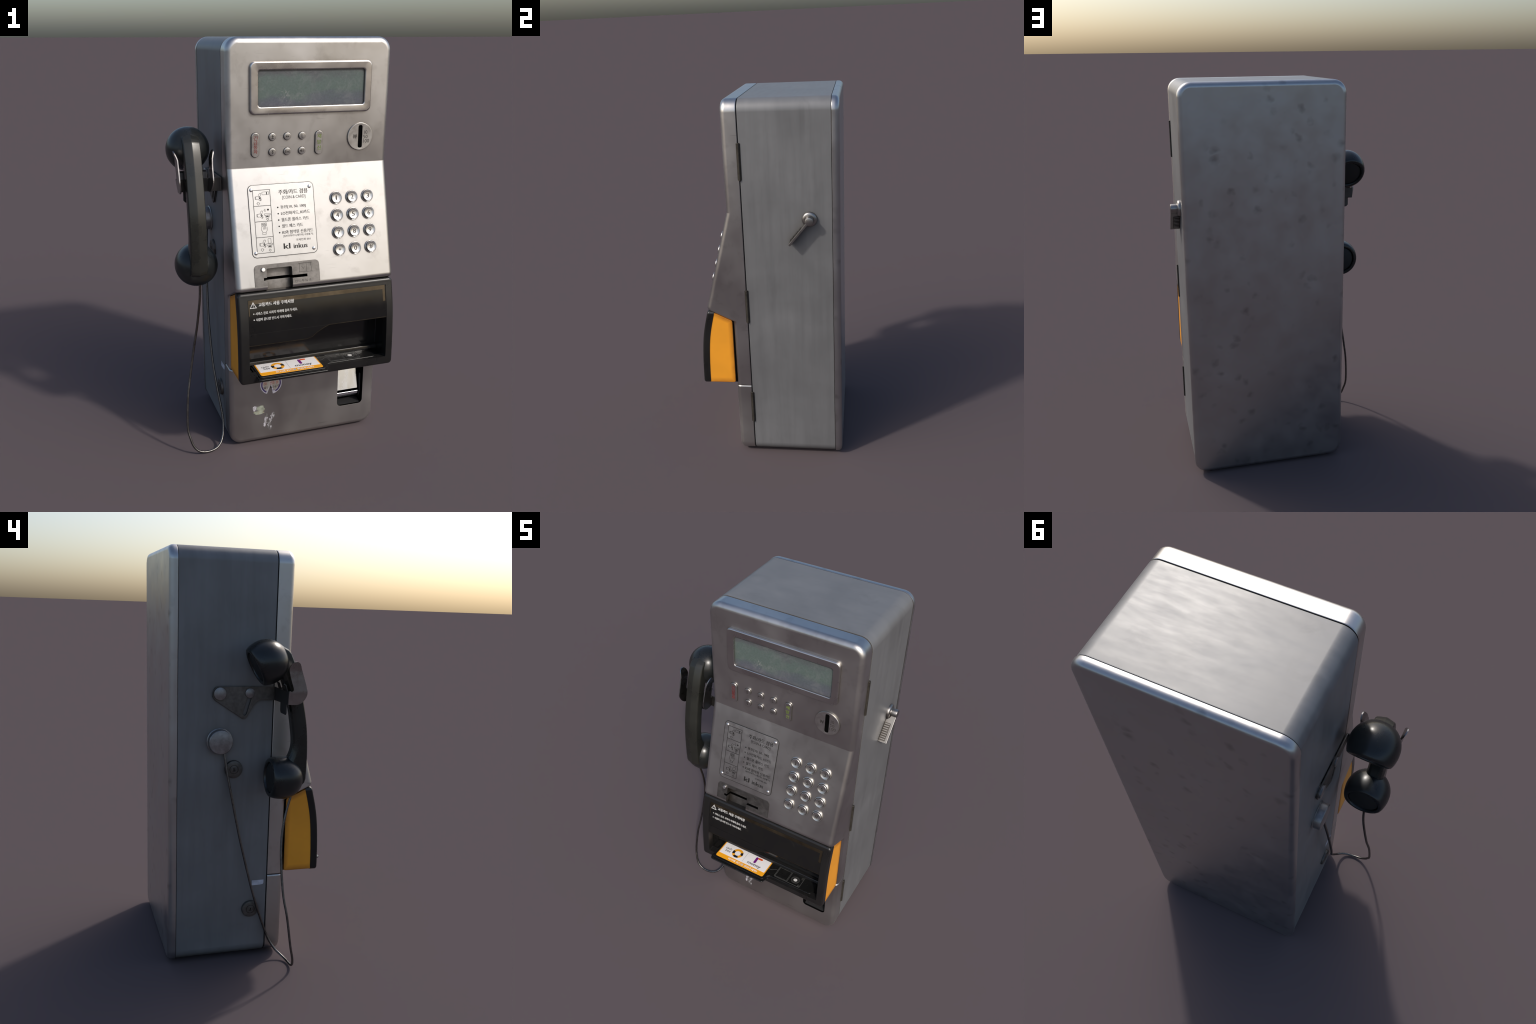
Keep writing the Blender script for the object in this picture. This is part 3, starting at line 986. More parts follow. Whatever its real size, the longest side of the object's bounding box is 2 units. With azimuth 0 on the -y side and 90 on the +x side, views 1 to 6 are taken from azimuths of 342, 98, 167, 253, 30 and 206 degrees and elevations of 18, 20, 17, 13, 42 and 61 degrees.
bm = bmesh.new()
prism(bm, [(NOTCH[0] + 0.002, -0.5710), (NOTCH[1] - 0.002, -0.5710), (NOTCH[1] - 0.002, -0.5675), (NOTCH[0] + 0.002, -0.5675)], xyz, -0.036, -0.031)
make_obj("notch_strip", bm, "orange", slotplate, F_SL, None)

# ------------------------------------------------------------------ stickers on the cash box door
def blob(cx, cy, rx, ry, n, amp, freq, seed, a0=0.0):
    out = []
    for i in range(n):
        a = 2 * pi * i / n
        q = 1 + amp * noise.noise(Vector((cos(a) * freq + seed, sin(a) * freq, seed * 1.7))) + amp * 0.5 * noise.noise(Vector((cos(a) * freq * 3 + seed, sin(a) * freq * 3, seed)))
        out.append((cx + rx * q * cos(a + a0), cy + ry * q * sin(a + a0)))
    return out


HS = 0.0015 + 0.0009
F_LOW = frame((-0.0016, -0.1765, 0.0016), (1, 0, 0), (0, 0, 1))


def arc_piece(bm, cx, cy, r0, r1, a0, a1, h, mat):
    k = max(6, int(abs(a1 - a0) / 6))
    A = [radians(a0 + (a1 - a0) * i / k) for i in range(k + 1)]
    prism(bm, [(cx + r1 * cos(a), cy + r1 * sin(a)) for a in A] + [(cx + r0 * cos(a), cy + r0 * sin(a)) for a in reversed(A)], xyz, 0, h, mat)


bm = bmesh.new()
cx, cy = -0.0845, 0.3270
arc_piece(bm, cx, cy, 0.0, 0.0575, -80, 248, 0.0007, 0)                    # paper with a torn wedge
arc_piece(bm, cx, cy, 0.0455, 0.0530, -62, 240, 0.0009, 1)                 # purple ring
arc_piece(bm, cx, cy, 0.004, 0.0440, -68, 96, 0.00095, 2)
arc_piece(bm, cx, cy, 0.004, 0.0440, 120, 238, 0.00095, 2)
text(bm, "☎2", -0.125, -0.101, 0.303, 0.316, 0.0009, 0.0013, mat=3)
text(bm, "6-1677", -0.089, -0.040, 0.302, 0.316, 0.0009, 0.0013, mat=3)
text(bm, "가나", -0.078, -0.062, 0.284, 0.297, 0.0009, 0.0013, mat=1)
for x0, x1 in ((-0.124, -0.108), (-0.092, -0.066), (-0.058, -0.046)):
    text(bm, "전화", x0, x1, 0.322, 0.340, 0.0009, 0.0013, mat=4)
make_obj("round_sticker", bm, ["st_white", "st_purple", "st_cream", "ink", "st_red"], cash, F_LOW, None)
bm = bmesh.new()
prism(bm, blob(-0.166, 0.199, 0.016, 0.014, 26, 0.55, 1.3, 3.1), xyz, 0, 0.0007, 0)
prism(bm, blob(-0.137, 0.193, 0.021, 0.017, 30, 0.50, 1.3, 8.2), xyz, 0, 0.0008, 1)
prism(bm, blob(-0.152, 0.172, 0.030, 0.009, 30, 0.45, 1.5, 5.5, 0.25), xyz, 0, 0.0009, 1)
make_obj("torn_sticker", bm, ["st_scrape", "st_green"], cash, F_LOW, None)
bm = bmesh.new()
for i, (x, z, rx, rz) in enumerate(((-0.107, 0.144, 0.009, 0.018), (-0.113, 0.120, 0.009, 0.016), (-0.119, 0.101, 0.007, 0.012), (-0.089, 0.118, 0.008, 0.018), (-0.093, 0.098, 0.009, 0.020), (-0.078, 0.140, 0.008, 0.015), (-0.070, 0.149, 0.007, 0.012), (-0.086, 0.078, 0.006, 0.012), (-0.100, 0.083, 0.004, 0.010))):
    prism(bm, blob(x, z, rx, rz, 24, 0.6, 1.6, 2.3 * i + 1, 0.0), xyz, 0, 0.0006 + 0.00005 * i, 0)
make_obj("scraped_sticker", bm, ["st_scrape"], cash, F_LOW, None)

# ------------------------------------------------------------------ card reader
RZ = [0.440, 0.520, 0.600, 0.675, 0.730, 0.780, 0.830, 0.890]
RY = [-0.3590, -0.3582, -0.3550, -0.3500, -0.3440, -0.3350, -0.3230, -0.3080]


def reader_y(z):
    i = RZ[0]
    # smooth the poly line a little
    return sum(interp(z + d, RZ, RY) for d in (-0.03, -0.015, 0, 0.015, 0.03)) / 5


FX = (-0.2985, 0.4870, 0.4445, 0.8830)
reader = None
# orange shell
bm = bmesh.new()
side = fillet_poly([(-0.35, 0.4505), (-0.1815, 0.4505), (-0.1790, 0.8270), (-0.30, 0.8835)], [0, 0.012, 0.016, 0], 5)[1:-1] + [(-0.276, 0.8722)]
side += [(reader_y(z) + 0.0315, z) for z in [0.8715, 0.84, 0.80, 0.76, 0.72, 0.68, 0.64, 0.60, 0.56, 0.52, 0.48, 0.4505]]
prism(bm, side, lambda u, v, h: (h, u, v), FX[0] + 0.0015, FX[1] - 0.0015)
reader = make_obj("card_reader", bm, ["orange", "inner"], root)
b2 = bmesh.new()
prism(b2, [(-0.238, 0.470), (-0.238, 0.80), (-0.26, 0.862), (-0.45, 0.862), (-0.45, 0.470)], lambda u, v, h: (h, u, v), -0.2575, 0.4525)
cut(reader, [make_obj("cutter", b2, "inner", None, smooth=None)])
finish(reader, 0.004, 3, 40)
bm = bmesh.new()
prism(bm, [(-0.172, 0.4540), (-0.172, 0.8230), (-0.230, 0.8500), (-0.230, 0.4540)], lambda u, v, h: (h, u, v), FX[0] + 0.005, FX[1] - 0.005)
make_obj("reader_backing", bm, "dark", reader)  # blackened so the gap behind the orange shell reads as occluded

def curved_plate(bm, poly_rows, off0, off1, mat=0):
    """poly_rows: list of (z, x0, x1); plate between reader_y+off0 and reader_y+off1"""
    fr, bk = [], []
    for z, x0, x1 in poly_rows:
        fr.append([bm.verts.new((x, reader_y(z) - off1, z)) for x in (x0, x1)])
        bk.append([bm.verts.new((x, reader_y(z) - off0, z)) for x in (x0, x1)])
    for i in range(len(fr) - 1):
        bm.faces.new((fr[i][0], fr[i][1], fr[i + 1][1], fr[i + 1][0])).material_index = mat
        bm.faces.new((bk[i][0], bk[i + 1][0], bk[i + 1][1], bk[i][1])).material_index = mat
        for s_ in (0, 1):
            bm.faces.new((fr[i][s_], fr[i + 1][s_], bk[i + 1][s_], bk[i][s_])).material_index = mat
    for i in (0, -1):
        bm.faces.new((fr[i][0], fr[i][1], bk[i][1], bk[i][0])).material_index = mat


# black front frame, following the bulged front
bm = bmesh.new()
rows = [FX[2] + (FX[3] - FX[2]) * i / 24 for i in range(25)]


def frame_ring(d, off, r):
    pts = rounded_rect(FX[0] + d, FX[1] - d, FX[2] + d, FX[3] - d, r, 6)
    # refine the straight uprights so that the ring can follow the curve
    out = []
    for (x0, z0), (x1, z1) in zip(pts, pts[1:] + pts[:1]):
        n_ = 18 if abs(z1 - z0) > 0.1 else 1
        for i in range(n_):
            t = i / n_
            out.append((x0 + (x1 - x0) * t, z0 + (z1 - z0) * t))
    return [(x, reader_y(z) + off, z) for x, z in out]


spec = [(0.0, 0.036, 0.018), (0.0, 0.0080, 0.018)]
for i in range(1, 6):
    t = pi / 2 * i / 5
    spec.append((0.011 * (1 - cos(t)), 0.011 * (1 - sin(t)) - 0.003, 0.018 - 0.0105 * (1 - cos(t))))
rings = [frame_ring(*s_) for s_ in spec]
V = loft(bm, rings, False, False)


def fill_strip(bm, row):
    """fill a ring symmetric in x with horizontal strips"""
    zs = sorted({round(v.co.z, 5) for v in row})
    byz = {}
    for v in row:
        byz.setdefault(round(v.co.z, 5), []).append(v)
    prev = None
    for z in zs:
        q = sorted(byz[z], key=lambda v: v.co.x)
        if prev is not None:
            a, b = (prev[0], prev[-1]), (q[0], q[-1])
            vs = [a[0], a[1], b[1], b[0]]
            uniq = []
            for v in vs:
                if v not in uniq:
                    uniq.append(v)
            if len(uniq) > 2:
                bm.faces.new(uniq)
        prev = q


fill_strip(bm, V[0])
fill_strip(bm, V[-1])
frm = make_obj("reader_frame", bm, ["frame", "inner"], reader)
FLAP = [(-0.2535, 0.6350), (0.0300, 0.6350), (0.058, 0.6420), (0.085, 0.6620), (0.118, 0.6800), (0.1465, 0.6915), (0.4490, 0.6925)]
OPEN = [(-0.2535, 0.4865), (0.4490, 0.4865)]
opening = fillet_poly(OPEN[:1] + OPEN[1:] + FLAP[::-1], [0.006, 0.006, 0.004] + [0] * (len(FLAP) - 2) + [0.004], 3)
b2 = bmesh.new()
prism(b2, opening, lambda u, v, h: (u, h, v), -0.45, -0.20)
b3 = bmesh.new()
curved_plate(b3, [(0.600 + 0.2535 * i / 20, -0.2534, 0.4489) for i in range(21)], 0.0, 0.03)
cut(frm, [make_obj("cutter", b2, "frame", None, smooth=None), make_obj("cutter", b3, "frame", None, smooth=None)])
finish(frm, 0.0025, 2, 40)

# smoked panel in the recess of the frame
def flap_left(z):
    zz = [p[1] for p in FLAP[1:]]
    xx = [p[0] for p in FLAP[1:]]
    return interp(z, zz, xx)


PX = (-0.2525, 0.4480, 0.8535)
bm = bmesh.new()
zrow = [0.638, 0.645, 0.655, 0.665, 0.675, 0.685, 0.6915, 0.6930]
curved_plate(bm, [(z, PX[0] + 0.002, max(PX[0] + 0.01, flap_left(z - 0.002) - 0.004 if z < 0.6925 else PX[1] - 0.002)) for z in zrow], -0.002, 0.0012)
zrow = [0.6945] + [0.70 + 0.0125 * i for i in range(13)]
zrow[-1] = PX[2]
curved_plate(bm, [(z, PX[0] + 0.002, PX[1] - 0.002) for z in zrow], -0.002, 0.0012)
panel = make_obj("reader_window", bm, "panel", frm)
bm = bmesh.new()
curved_plate(bm, [(z, PX[0] + 0.004, PX[1] - 0.004) for z in (PX[2] - 0.0215, PX[2] - 0.012, PX[2] - 0.003)], -0.001, 0.0017)
curved_plate(bm, [(z, PX[1] - 0.016, PX[1] - 0.004) for z in (0.775, 0.80, 0.82, PX[2] - 0.0217)], -0.001, 0.0017)
curved_plate(bm, [(z, PX[0] + 0.004, PX[0] + 0.0085) for z in (0.78, 0.80, 0.82, PX[2] - 0.0217)], -0.001, 0.0017)
for i in range(len(FLAP) - 1):
    (xa, za), (xb, zb) = FLAP[i], FLAP[i + 1]
    q = [Vector((xa, reader_y(za), za)), Vector((xb, reader_y(zb), zb))]
    vs = []
    for p in q:
        for dy, dz in ((-0.0016, 0.0018), (-0.0016, 0.0042), (0.002, 0.0042), (0.002, 0.0018)):
            vs.append(bm.verts.new(p + Vector((0, dy, dz))))
    for j in range(4):
        bm.faces.new((vs[j], vs[(j + 1) % 4], vs[4 + (j + 1) % 4], vs[4 + j]))
make_obj("window_edge", bm, "edge", panel)

# printed warning on the window
def on_reader(u, v, h):
    return (u, reader_y(v) - h, v)


bm = bmesh.new()
P0, P1 = 0.0005, 0.0019
stroke(bm, [(-0.2405, 0.8155), (-0.2110, 0.8155), (-0.2258, 0.8400)], 0.0028, P0, P1, on_reader, closed=True)
prism(bm, rounded_rect(-0.2270, -0.2245, 0.8235, 0.8330, 0.0008, 2), on_reader, P0, P1)
prism(bm, circle(-0.2258, 0.8205, 0.0015, 8), on_reader, P0, P1)
text(bm, "교통카드 사용 주의사항", -0.1995, -0.0265, 0.8190, 0.8365, P0, P1, on_reader, bold=0.0008)
for s_, z, x1 in (("서비스 완료 시까지 아래에 올려 두세요.", 0.7885, -0.0115), ("서랍이 끝나면 반드시 가져가세요.", 0.7610, -0.0415)):
    prism(bm, circle(-0.2255, z, 0.0030, 10), on_reader, P0, P1)
    text(bm, s_, -0.2170, x1, z - 0.0068, z + 0.0068, P0, P1, on_reader, bold=0.0003)
make_obj("window_lettering", bm, "white_ink", panel, None, None, "stuff")

# tray
def zprism(bm, pts, z0, z1, mat=0):
    prism(bm, pts, xyz, z0, z1, mat)


bm = bmesh.new()
tray_outline = [(-0.2215, -0.236), (-0.2215, -0.4035), (0.1280, -0.4035), (0.1400, -0.3640), (0.1560, -0.3540), (0.4120, -0.3500), (0.4120, -0.236)]
zprism(bm, fillet_poly(tray_outline, [0, 0.018, 0.014, 0.010, 0.010, 0.018, 0], 5), 0.4755, 0.4835)
base = [(-0.2575, -0.235), (-0.2575, -0.330), (0.4525, -0.330), (0.4525, -0.235)]
tray = finish(make_obj("card_tray", bm, "tray", reader), 0.0030, 3, 45)
bm = bmesh.new()
inner_outline = [(-0.2130, -0.240), (-0.2130, -0.3870), (0.1205, -0.3870), (0.1330, -0.3560), (0.1480, -0.3455), (0.4040, -0.3420), (0.4040, -0.240)]
zprism(bm, fillet_poly(inner_outline, [0, 0.014, 0.012, 0.009, 0.009, 0.016, 0], 5), 0.4830, 0.4882)
finish(make_obj("tray_top", bm, "tray", tray), 0.0018, 3, 45)
bm = bmesh.new()
zprism(bm, base, 0.4705, 0.4765)
# back step of the lining
prism(bm, [(-0.2385, 0.476), (-0.2600, 0.489), (-0.2560, 0.505), (-0.2385, 0.512)], lambda u, v, h: (h, u, v), -0.256, 0.451)
finish(make_obj("reader_lining", bm, "inner", reader), 0.0025, 2, 40)

# card drawn on the tray: orange label with white field
ZC = 0.4882
bm = bmesh.new()
zprism(bm, rounded_rect(-0.2015, 0.1135, -0.3735, -0.2525, 0.010), ZC - 0.0005, ZC + 0.0010)
card = finish(make_obj("card_label", bm, "card_orange", tray), 0.0004, 1, 50)
bm = bmesh.new()
z0, z1, z2 = ZC + 0.0008, ZC + 0.0014, ZC + 0.0018
zprism(bm, fillet_poly([(-0.1955, -0.3440), (0.1075, -0.3440), (0.1075, -0.2575), (-0.1955, -0.2575)], [0, 0, 0.006, 0.006]), z0, z1, 0)
zprism(bm, rounded_rect(-0.0445, -0.0436, -0.3400, -0.2600, 0.0002, 1), z1 - 0.0002, z2 - 0.0002, 2)
cx, cy = -0.0955, -0.3010


def ring_piece(a0, a1, r0, r1, mat):
    k = 14
    A = [radians(a0 + (a1 - a0) * i / k) for i in range(k + 1)]
    zprism(bm, [(cx + r1 * cos(a), cy + r1 * sin(a)) for a in A] + [(cx + r0 * cos(a), cy + r0 * sin(a)) for a in reversed(A)], z1 - 0.0002, z2, mat)


ring_piece(-10, 35, 0.0175, 0.0330, 1)
ring_piece(35, 160, 0.0175, 0.0330, 3)
ring_piece(160, 205, 0.0175, 0.0330, 1)
ring_piece(205, 240, 0.0175, 0.0330, 3)
ring_piece(240, 300, 0.0175, 0.0330, 1)
ring_piece(300, 350, 0.0175, 0.0330, 3)
text(bm, "cash", -0.1780, -0.1390, -0.3005, -0.2850, z1 - 0.0002, z2, mat=1)
text(bm, "bee", -0.1700, -0.1390, -0.3205, -0.3020, z1 - 0.0002, z2, mat=1)


def capsule(x0, y0, x1, y1, r):
    d = Vector((x1 - x0, y1 - y0)).normalized()
    a = math.atan2(d.y, d.x)
    return [(x1 + r * cos(a + t), y1 + r * sin(a + t)) for t in [(-pi / 2 + pi * i / 7) for i in range(8)]] + [(x0 + r * cos(a + t), y0 + r * sin(a + t)) for t in [(pi / 2 + pi * i / 7) for i in range(8)]]


zprism(bm, capsule(0.0220, -0.3060, 0.0215, -0.2735, 0.0072), z1 - 0.0002, z2, 4)
zprism(bm, capsule(0.0330, -0.2720, 0.0510, -0.2720, 0.0062), z1 - 0.0002, z2 + 0.0001, 5)
text(bm, "money", -0.0140, 0.0710, -0.3390, -0.3190, z1 - 0.0002, z2, mat=2, bold=0.0008)
text(bm, "여기에 카드를 올려주세요!", -0.1240, 0.0680, -0.3665, -0.3510, ZC + 0.0008, ZC + 0.0016, mat=0, bold=0.0004)
make_obj("card_print", bm, ["card_white", "card_black", "card_grey", "card_orange", "card_purple", "card_red"], card, None, None, "stuff")

# reader pictogram beside the card
bm = bmesh.new()
q0, q1 = ZC - 0.0003, ZC + 0.0007
stroke(bm, rounded_rect(0.1665, 0.3265, -0.3330, -0.2570, 0.004, 2), 0.0016, q0, q1, closed=True)
stroke(bm, rounded_rect(0.1710, 0.2430, -0.3285, -0.2615, 0.001, 1), 0.0012, q0, q1, closed=True)
stroke(bm, [(0.2480, -0.3320), (0.2480, -0.2580)], 0.0014, q0, q1)
stroke(bm, circle(0.2850, -0.2975, 0.0240, 28, 0.0215), 0.0015, q0, q1, closed=True)
stroke(bm, circle(0.2850, -0.2975, 0.0190, 28, 0.0170), 0.0010, q0, q1, closed=True)
for cy_ in (-0.2700, -0.3250):
    stroke(bm, rounded_rect(0.3135, 0.3215, cy_ - 0.006, cy_ + 0.006, 0.002, 2), 0.0012, q0, q1, closed=True)
stroke(bm, [(0.1145, -0.300), (0.126, -0.3040), (0.136, -0.3010), (0.148, -0.2900), (0.158, -0.2870), (0.1665, -0.2880)], 0.0014, q0, q1)
make_obj("tray_pictogram", bm, "grey_ink", tray, None, None, "stuff")
bm = bmesh.new()
zprism(bm, circle(0.2850, -0.2975, 0.0112, 24, 0.0098), q0, q1)
make_obj("pictogram_dot", bm, "white_ink", tray, None, None)

# ------------------------------------------------------------------ hinges, latch on the right side
for z0_, z1_ in ((1.6015, 1.7900), (0.8215, 1.0095), (0.2075, 0.3960)):
    bm = bmesh.new()
    L = z1_ - z0_
    lathe(bm, [(0, 0), (0.0060, 0), (0.0072, 0.0012), (0.0072, L - 0.0012), (0.0060, L), (0, L)], 16)
    prism(bm, [(-0.006, -0.010), (0.001, -0.010), (0.001, 0.010), (-0.006, 0.010)], xyz, 0.002, L - 0.002)
    make_obj("hinge", bm, "hinge", cabinet, Matrix.Translation((XR + 0.0005, -0.0905, z0_)))

LC = (0.2515, 1.4000)
latch_mat = "hook"
bm = bmesh.new()
lathe(bm, [(0.0390, 0), (0.0385, 0.006), (0.0370, 0.0110), (0.0310, 0.0150), (0.0240, 0.0160), (0.0235, 0.0175), (0.0215, 0.0175), (0.0215, 0.045), (0.0205, 0.0480), (0.0180, 0.0493), (0, 0.0495)], 40)
latch = make_obj("latch_hub", bm, "latch", cabinet, F_RIGHT @ Matrix.Translation((LC[0], LC[1], 0)), 40)
d_ = Vector((0.1480 - LC[0], 1.2745 - LC[1]))
length = d_.length
d_.normalize()
# blade stands edge-on to the cabinet side: long axis d_, width along x, thin across
fr_blade = frame(Vector((XR, LC[0], LC[1])), (0, d_.x, d_.y), (1, 0, 0))
bm = bmesh.new()
blade = [(0.030, 0.018), (0.046, 0.001), (length, 0.0005), (length, 0.0470), (0.020, 0.0475), (0.010, 0.024)]
prism(bm, blade, xyz, -0.0060, 0.0060)
lever = finish(make_obj("latch_lever", bm, "latch", latch, fr_blade), 0.0018, 2, 40)
bm = bmesh.new()
prism(bm, rounded_rect(0.058, 0.154, 0.0015, 0.0345, 0.003, 3), xyz, -0.0064, 0.0064)
make_obj("lever_grip", bm, "old", lever, fr_blade, 30)
bm = bmesh.new()
for i in range(8):
    u = 0.062 + i * 0.0115
    prism(bm, rounded_rect(u, u + 0.005, 0.003, 0.032, 0.0022, 3), xyz, 0.0055, 0.0092)
    prism(bm, rounded_rect(u, u + 0.005, 0.003, 0.032, 0.0022, 3), xyz, -0.0092, -0.0055)
make_obj("lever_ribs", bm, "latch", lever, fr_blade, 30, "stuff")

# ------------------------------------------------------------------ left side: cord knob, locks, tape
bm = bmesh.new()
lathe(bm, [(0.0620, 0), (0.0620, 0.003), (0.0590, 0.005), (0.0575, 0.006), (0.0570, 0.034), (0.0555, 0.0365), (0.0530, 0.0375), (0, 0.0378)], 48)
make_obj("cord_knob", bm, "knob", cabinet, F_LEFT @ Matrix.Translation((-0.1670, 1.1270, 0)), 40)
for y_, z_, a_ in ((0.0960, 0.9900, 4), (-0.0080, 0.2640, -8)):
    bm = bmesh.new()
    lathe(bm, [(0.0435, 0), (0.0432, 0.005), (0.0405, 0.0105), (0.0365, 0.0120), (0.0220, 0.0122), (0.0212, 0.0105), (0.0195, 0.0105), (0.0190, 0.0128), (0.0170, 0.0136),
               (0.0105, 0.0132), (0.0098, 0.0118), (0.0085, 0.0122), (0, 0.0124)], 40)
    lk = make_obj("lock", bm, "old", cabinet, F_LEFT @ Matrix.Translation((-y_, z_, 0)) @ Matrix.Rotation(radians(a_), 4, "Z"), 35)
    bm = bmesh.new()
    prism(bm, rounded_rect(-0.0018, 0.0018, -0.0075, 0.0075, 0.0016, 3), xyz, 0.0115, 0.0131)
    make_obj("keyhole", bm, "dark", lk, lk.matrix_world.copy(), None)
bm = bmesh.new()
tp = [(0.0145, 0.3870), (0.0150, 0.4135), (0.0760, 0.4135), (0.0745, 0.4040), (0.0765, 0.4000), (0.0715, 0.3900), (0.060, 0.3885)]
prism(bm, tp, xyz, 0.0, 0.0008)
make_obj("tape_strip", bm, "pale", cabinet, F_LEFT, None)

# ------------------------------------------------------------------ handset hook
bm = bmesh.new()
hp = fillet_poly([(-0.2000, 1.3840), (0.0960, 1.3840), (0.0960, 1.3205), (0.0165, 1.3210), (-0.0060, 1.3000), (-0.0500, 1.2250), (-0.0800, 1.2460), (-0.2080, 1.3290)],
                 [0.030, 0, 0, 0.020, 0.018, 0.026, 0.030, 0.034], 6)
prism(bm, hp, on(F_LEFT), 0.0035, 0.0105)
b_hook = make_obj("hook_plate", bm, ["old", "gap"], cabinet)
sl_pts = []
p0, p1 = Vector((-0.0300, 1.3290)), Vector((-0.0510, 1.2590))
for i in range(9):
    a = pi * i / 8 + math.atan2((p1 - p0).y, (p1 - p0).x) - pi / 2
    sl_pts.append((p1.x + 0.0095 * cos(a), p1.y + 0.0095 * sin(a)))
for i in range(9):
    a = pi * i / 8 + math.atan2((p1 - p0).y, (p1 - p0).x) + pi / 2
    sl_pts.append((p0.x + 0.0095 * cos(a), p0.y + 0.0095 * sin(a)))
b2 = bmesh.new()
prism(b2, sl_pts, on(F_LEFT), -0.01, 0.03)
cut(b_hook, [make_obj("cutter", b2, "old", None, smooth=None)])
finish(b_hook, 0.0018, 2, 40)
for y_, z_, r_, h_ in ((0.1720, 1.3515, 0.0290, 0.020), (0.0290, 1.3535, 0.0222, 0.0165)):
    bm = bmesh.new()
    lathe(bm, [(r_ * 0.97, 0), (r_ * 0.97, h_ - 0.004), (r_, h_ - 0.0035), (r_, h_ - 0.001), (r_ - 0.0015, h_), (0, h_ + 0.0008)], 36)
    make_obj("hook_pivot", bm, "knob", b_hook, F_LEFT @ Matrix.Translation((-y_, z_, 0)), 40)

# fork: back plate with two ears that hold the handle, tabs above and below
bm = bmesh.new()
pl = [(-0.3110, 1.3205), (-0.3110, 1.3840), (-0.5120, 1.3850), (-0.5100, 1.3260)]
prism(bm, pl, lambda u, v, h: (u, h, v), -0.0965, -0.0905)
tab = fillet_poly([(-0.402, 1.3300), (-0.402, 1.2860), (-0.412, 1.2760), (-0.476, 1.2760), (-0.486, 1.2860), (-0.486, 1.3300)], 0.004, 3)
prism(bm, tab, lambda u, v, h: (u, h, v), -0.0960, -0.0912)
fork = finish(make_obj("hook_fork", bm, "fork", b_hook), 0.0015, 2, 40)
bm = bmesh.new()
for xa, xb in ((-0.496, -0.474), (-0.402, -0.372)):
    tabp = [(-0.0965, 1.3800), (-0.0860, 1.4120), (-0.0740, 1.4200), (-0.0715, 1.4160), (-0.0820, 1.4080), (-0.0905, 1.3800)]
    prism(bm, tabp, lambda u, v, h: (h, u, v), xa, xb)
finish(make_obj("fork_tab", bm, "fork", fork), 0.0012, 2, 30)

EAR = [(-0.0930, 1.3850), (-0.0935, 1.3300), (-0.0980, 1.3270), (-0.1390, 1.3270), (-0.1650, 1.3440), (-0.1785, 1.3770), (-0.1700, 1.4150), (-0.1560, 1.4560), (-0.1440, 1.4900), (-0.1330, 1.5110), (-0.1150, 1.5180), (-0.0970, 1.5080),
       (-0.0890, 1.4850), (-0.0960, 1.4500), (-0.1100, 1.4080), (-0.1130, 1.3920), (-0.1050, 1.3850)]


def ear(xs, zs):
    b = bmesh.new()
    ol = [tuple(p) for p in catmull([Vector((y, z)) for y, z in EAR], 4, True)]
    rows = 16
    z0_, z1_ = min(p[1] for p in ol), max(p[1] for p in ol)
    prism(b, ol, lambda u, v, h: (h, u, v), -0.0025, 0.0025)
    # horizontal cuts so that the plate can bend
    for i in range(1, 26):
        zc = z0_ + (z1_ - z0_) * i / 26
        geom = b.verts[:] + b.edges[:] + b.faces[:]
        bmesh.ops.bisect_plane(b, geom=geom, plane_co=(0, 0, zc), plane_no=(0, 0, 1), dist=1e-6)
    for v in b.verts:
        v.co.x += interp(v.co.z, zs, xs)
    return make_obj("fork_ear", b, "hook", fork, None, 40)


ear([-0.5075, -0.5155, -0.5160, -0.5165, -0.5200, -0.5310], [1.327, 1.38, 1.44, 1.480, 1.492, 1.519])
ear([-0.3700, -0.3625, -0.3620, -0.3590, -0.3560, -0.3475], [1.327, 1.38, 1.44, 1.480, 1.492, 1.519])

# ------------------------------------------------------------------ handset
HX = -0.4435
OUT = [(-0.0350, 1.6040), (-0.1040, 1.5660), (-0.1160, 1.5540), (-0.1380, 1.5080), (-0.1640, 1.4200), (-0.1880, 1.3200), (-0.2050, 1.2350), (-0.2130, 1.1500), (-0.2150, 1.0600), (-0.2110, 0.9700), (-0.2070, 0.9560), (-0.1800, 0.9260)]
INN = [(0.0000, 1.5700), (-0.0300, 1.5250), (-0.0450, 1.5000), (-0.0700, 1.4500), (-0.0990, 1.3750), (-0.1200, 1.2950), (-0.1320, 1.2200), (-0.1440, 1.1400), (-0.1340, 1.0920), (-0.1050, 1.0400), (-0.1000, 0.9950), (-0.1050, 0.9600)]


def resample(a, n):
    out = []
    for (p, q) in zip(a, a[1:]):
        for i in range(n):
            t = i / n
            out.append((p[0] + (q[0] - p[0]) * t, p[1] + (q[1] - p[1]) * t))
    out.append(a[-1])
    return out


def smooth_line(a, keep, it=6):
    a = [Vector(p) for p in a]
    for _ in range(it):
        b = a[:]
        for i in range(1, len(a) - 1):
            if i not in keep:
                b[i] = a[i] * 0.5 + (a[i - 1] + a[i + 1]) * 0.25
        a = b
    return a


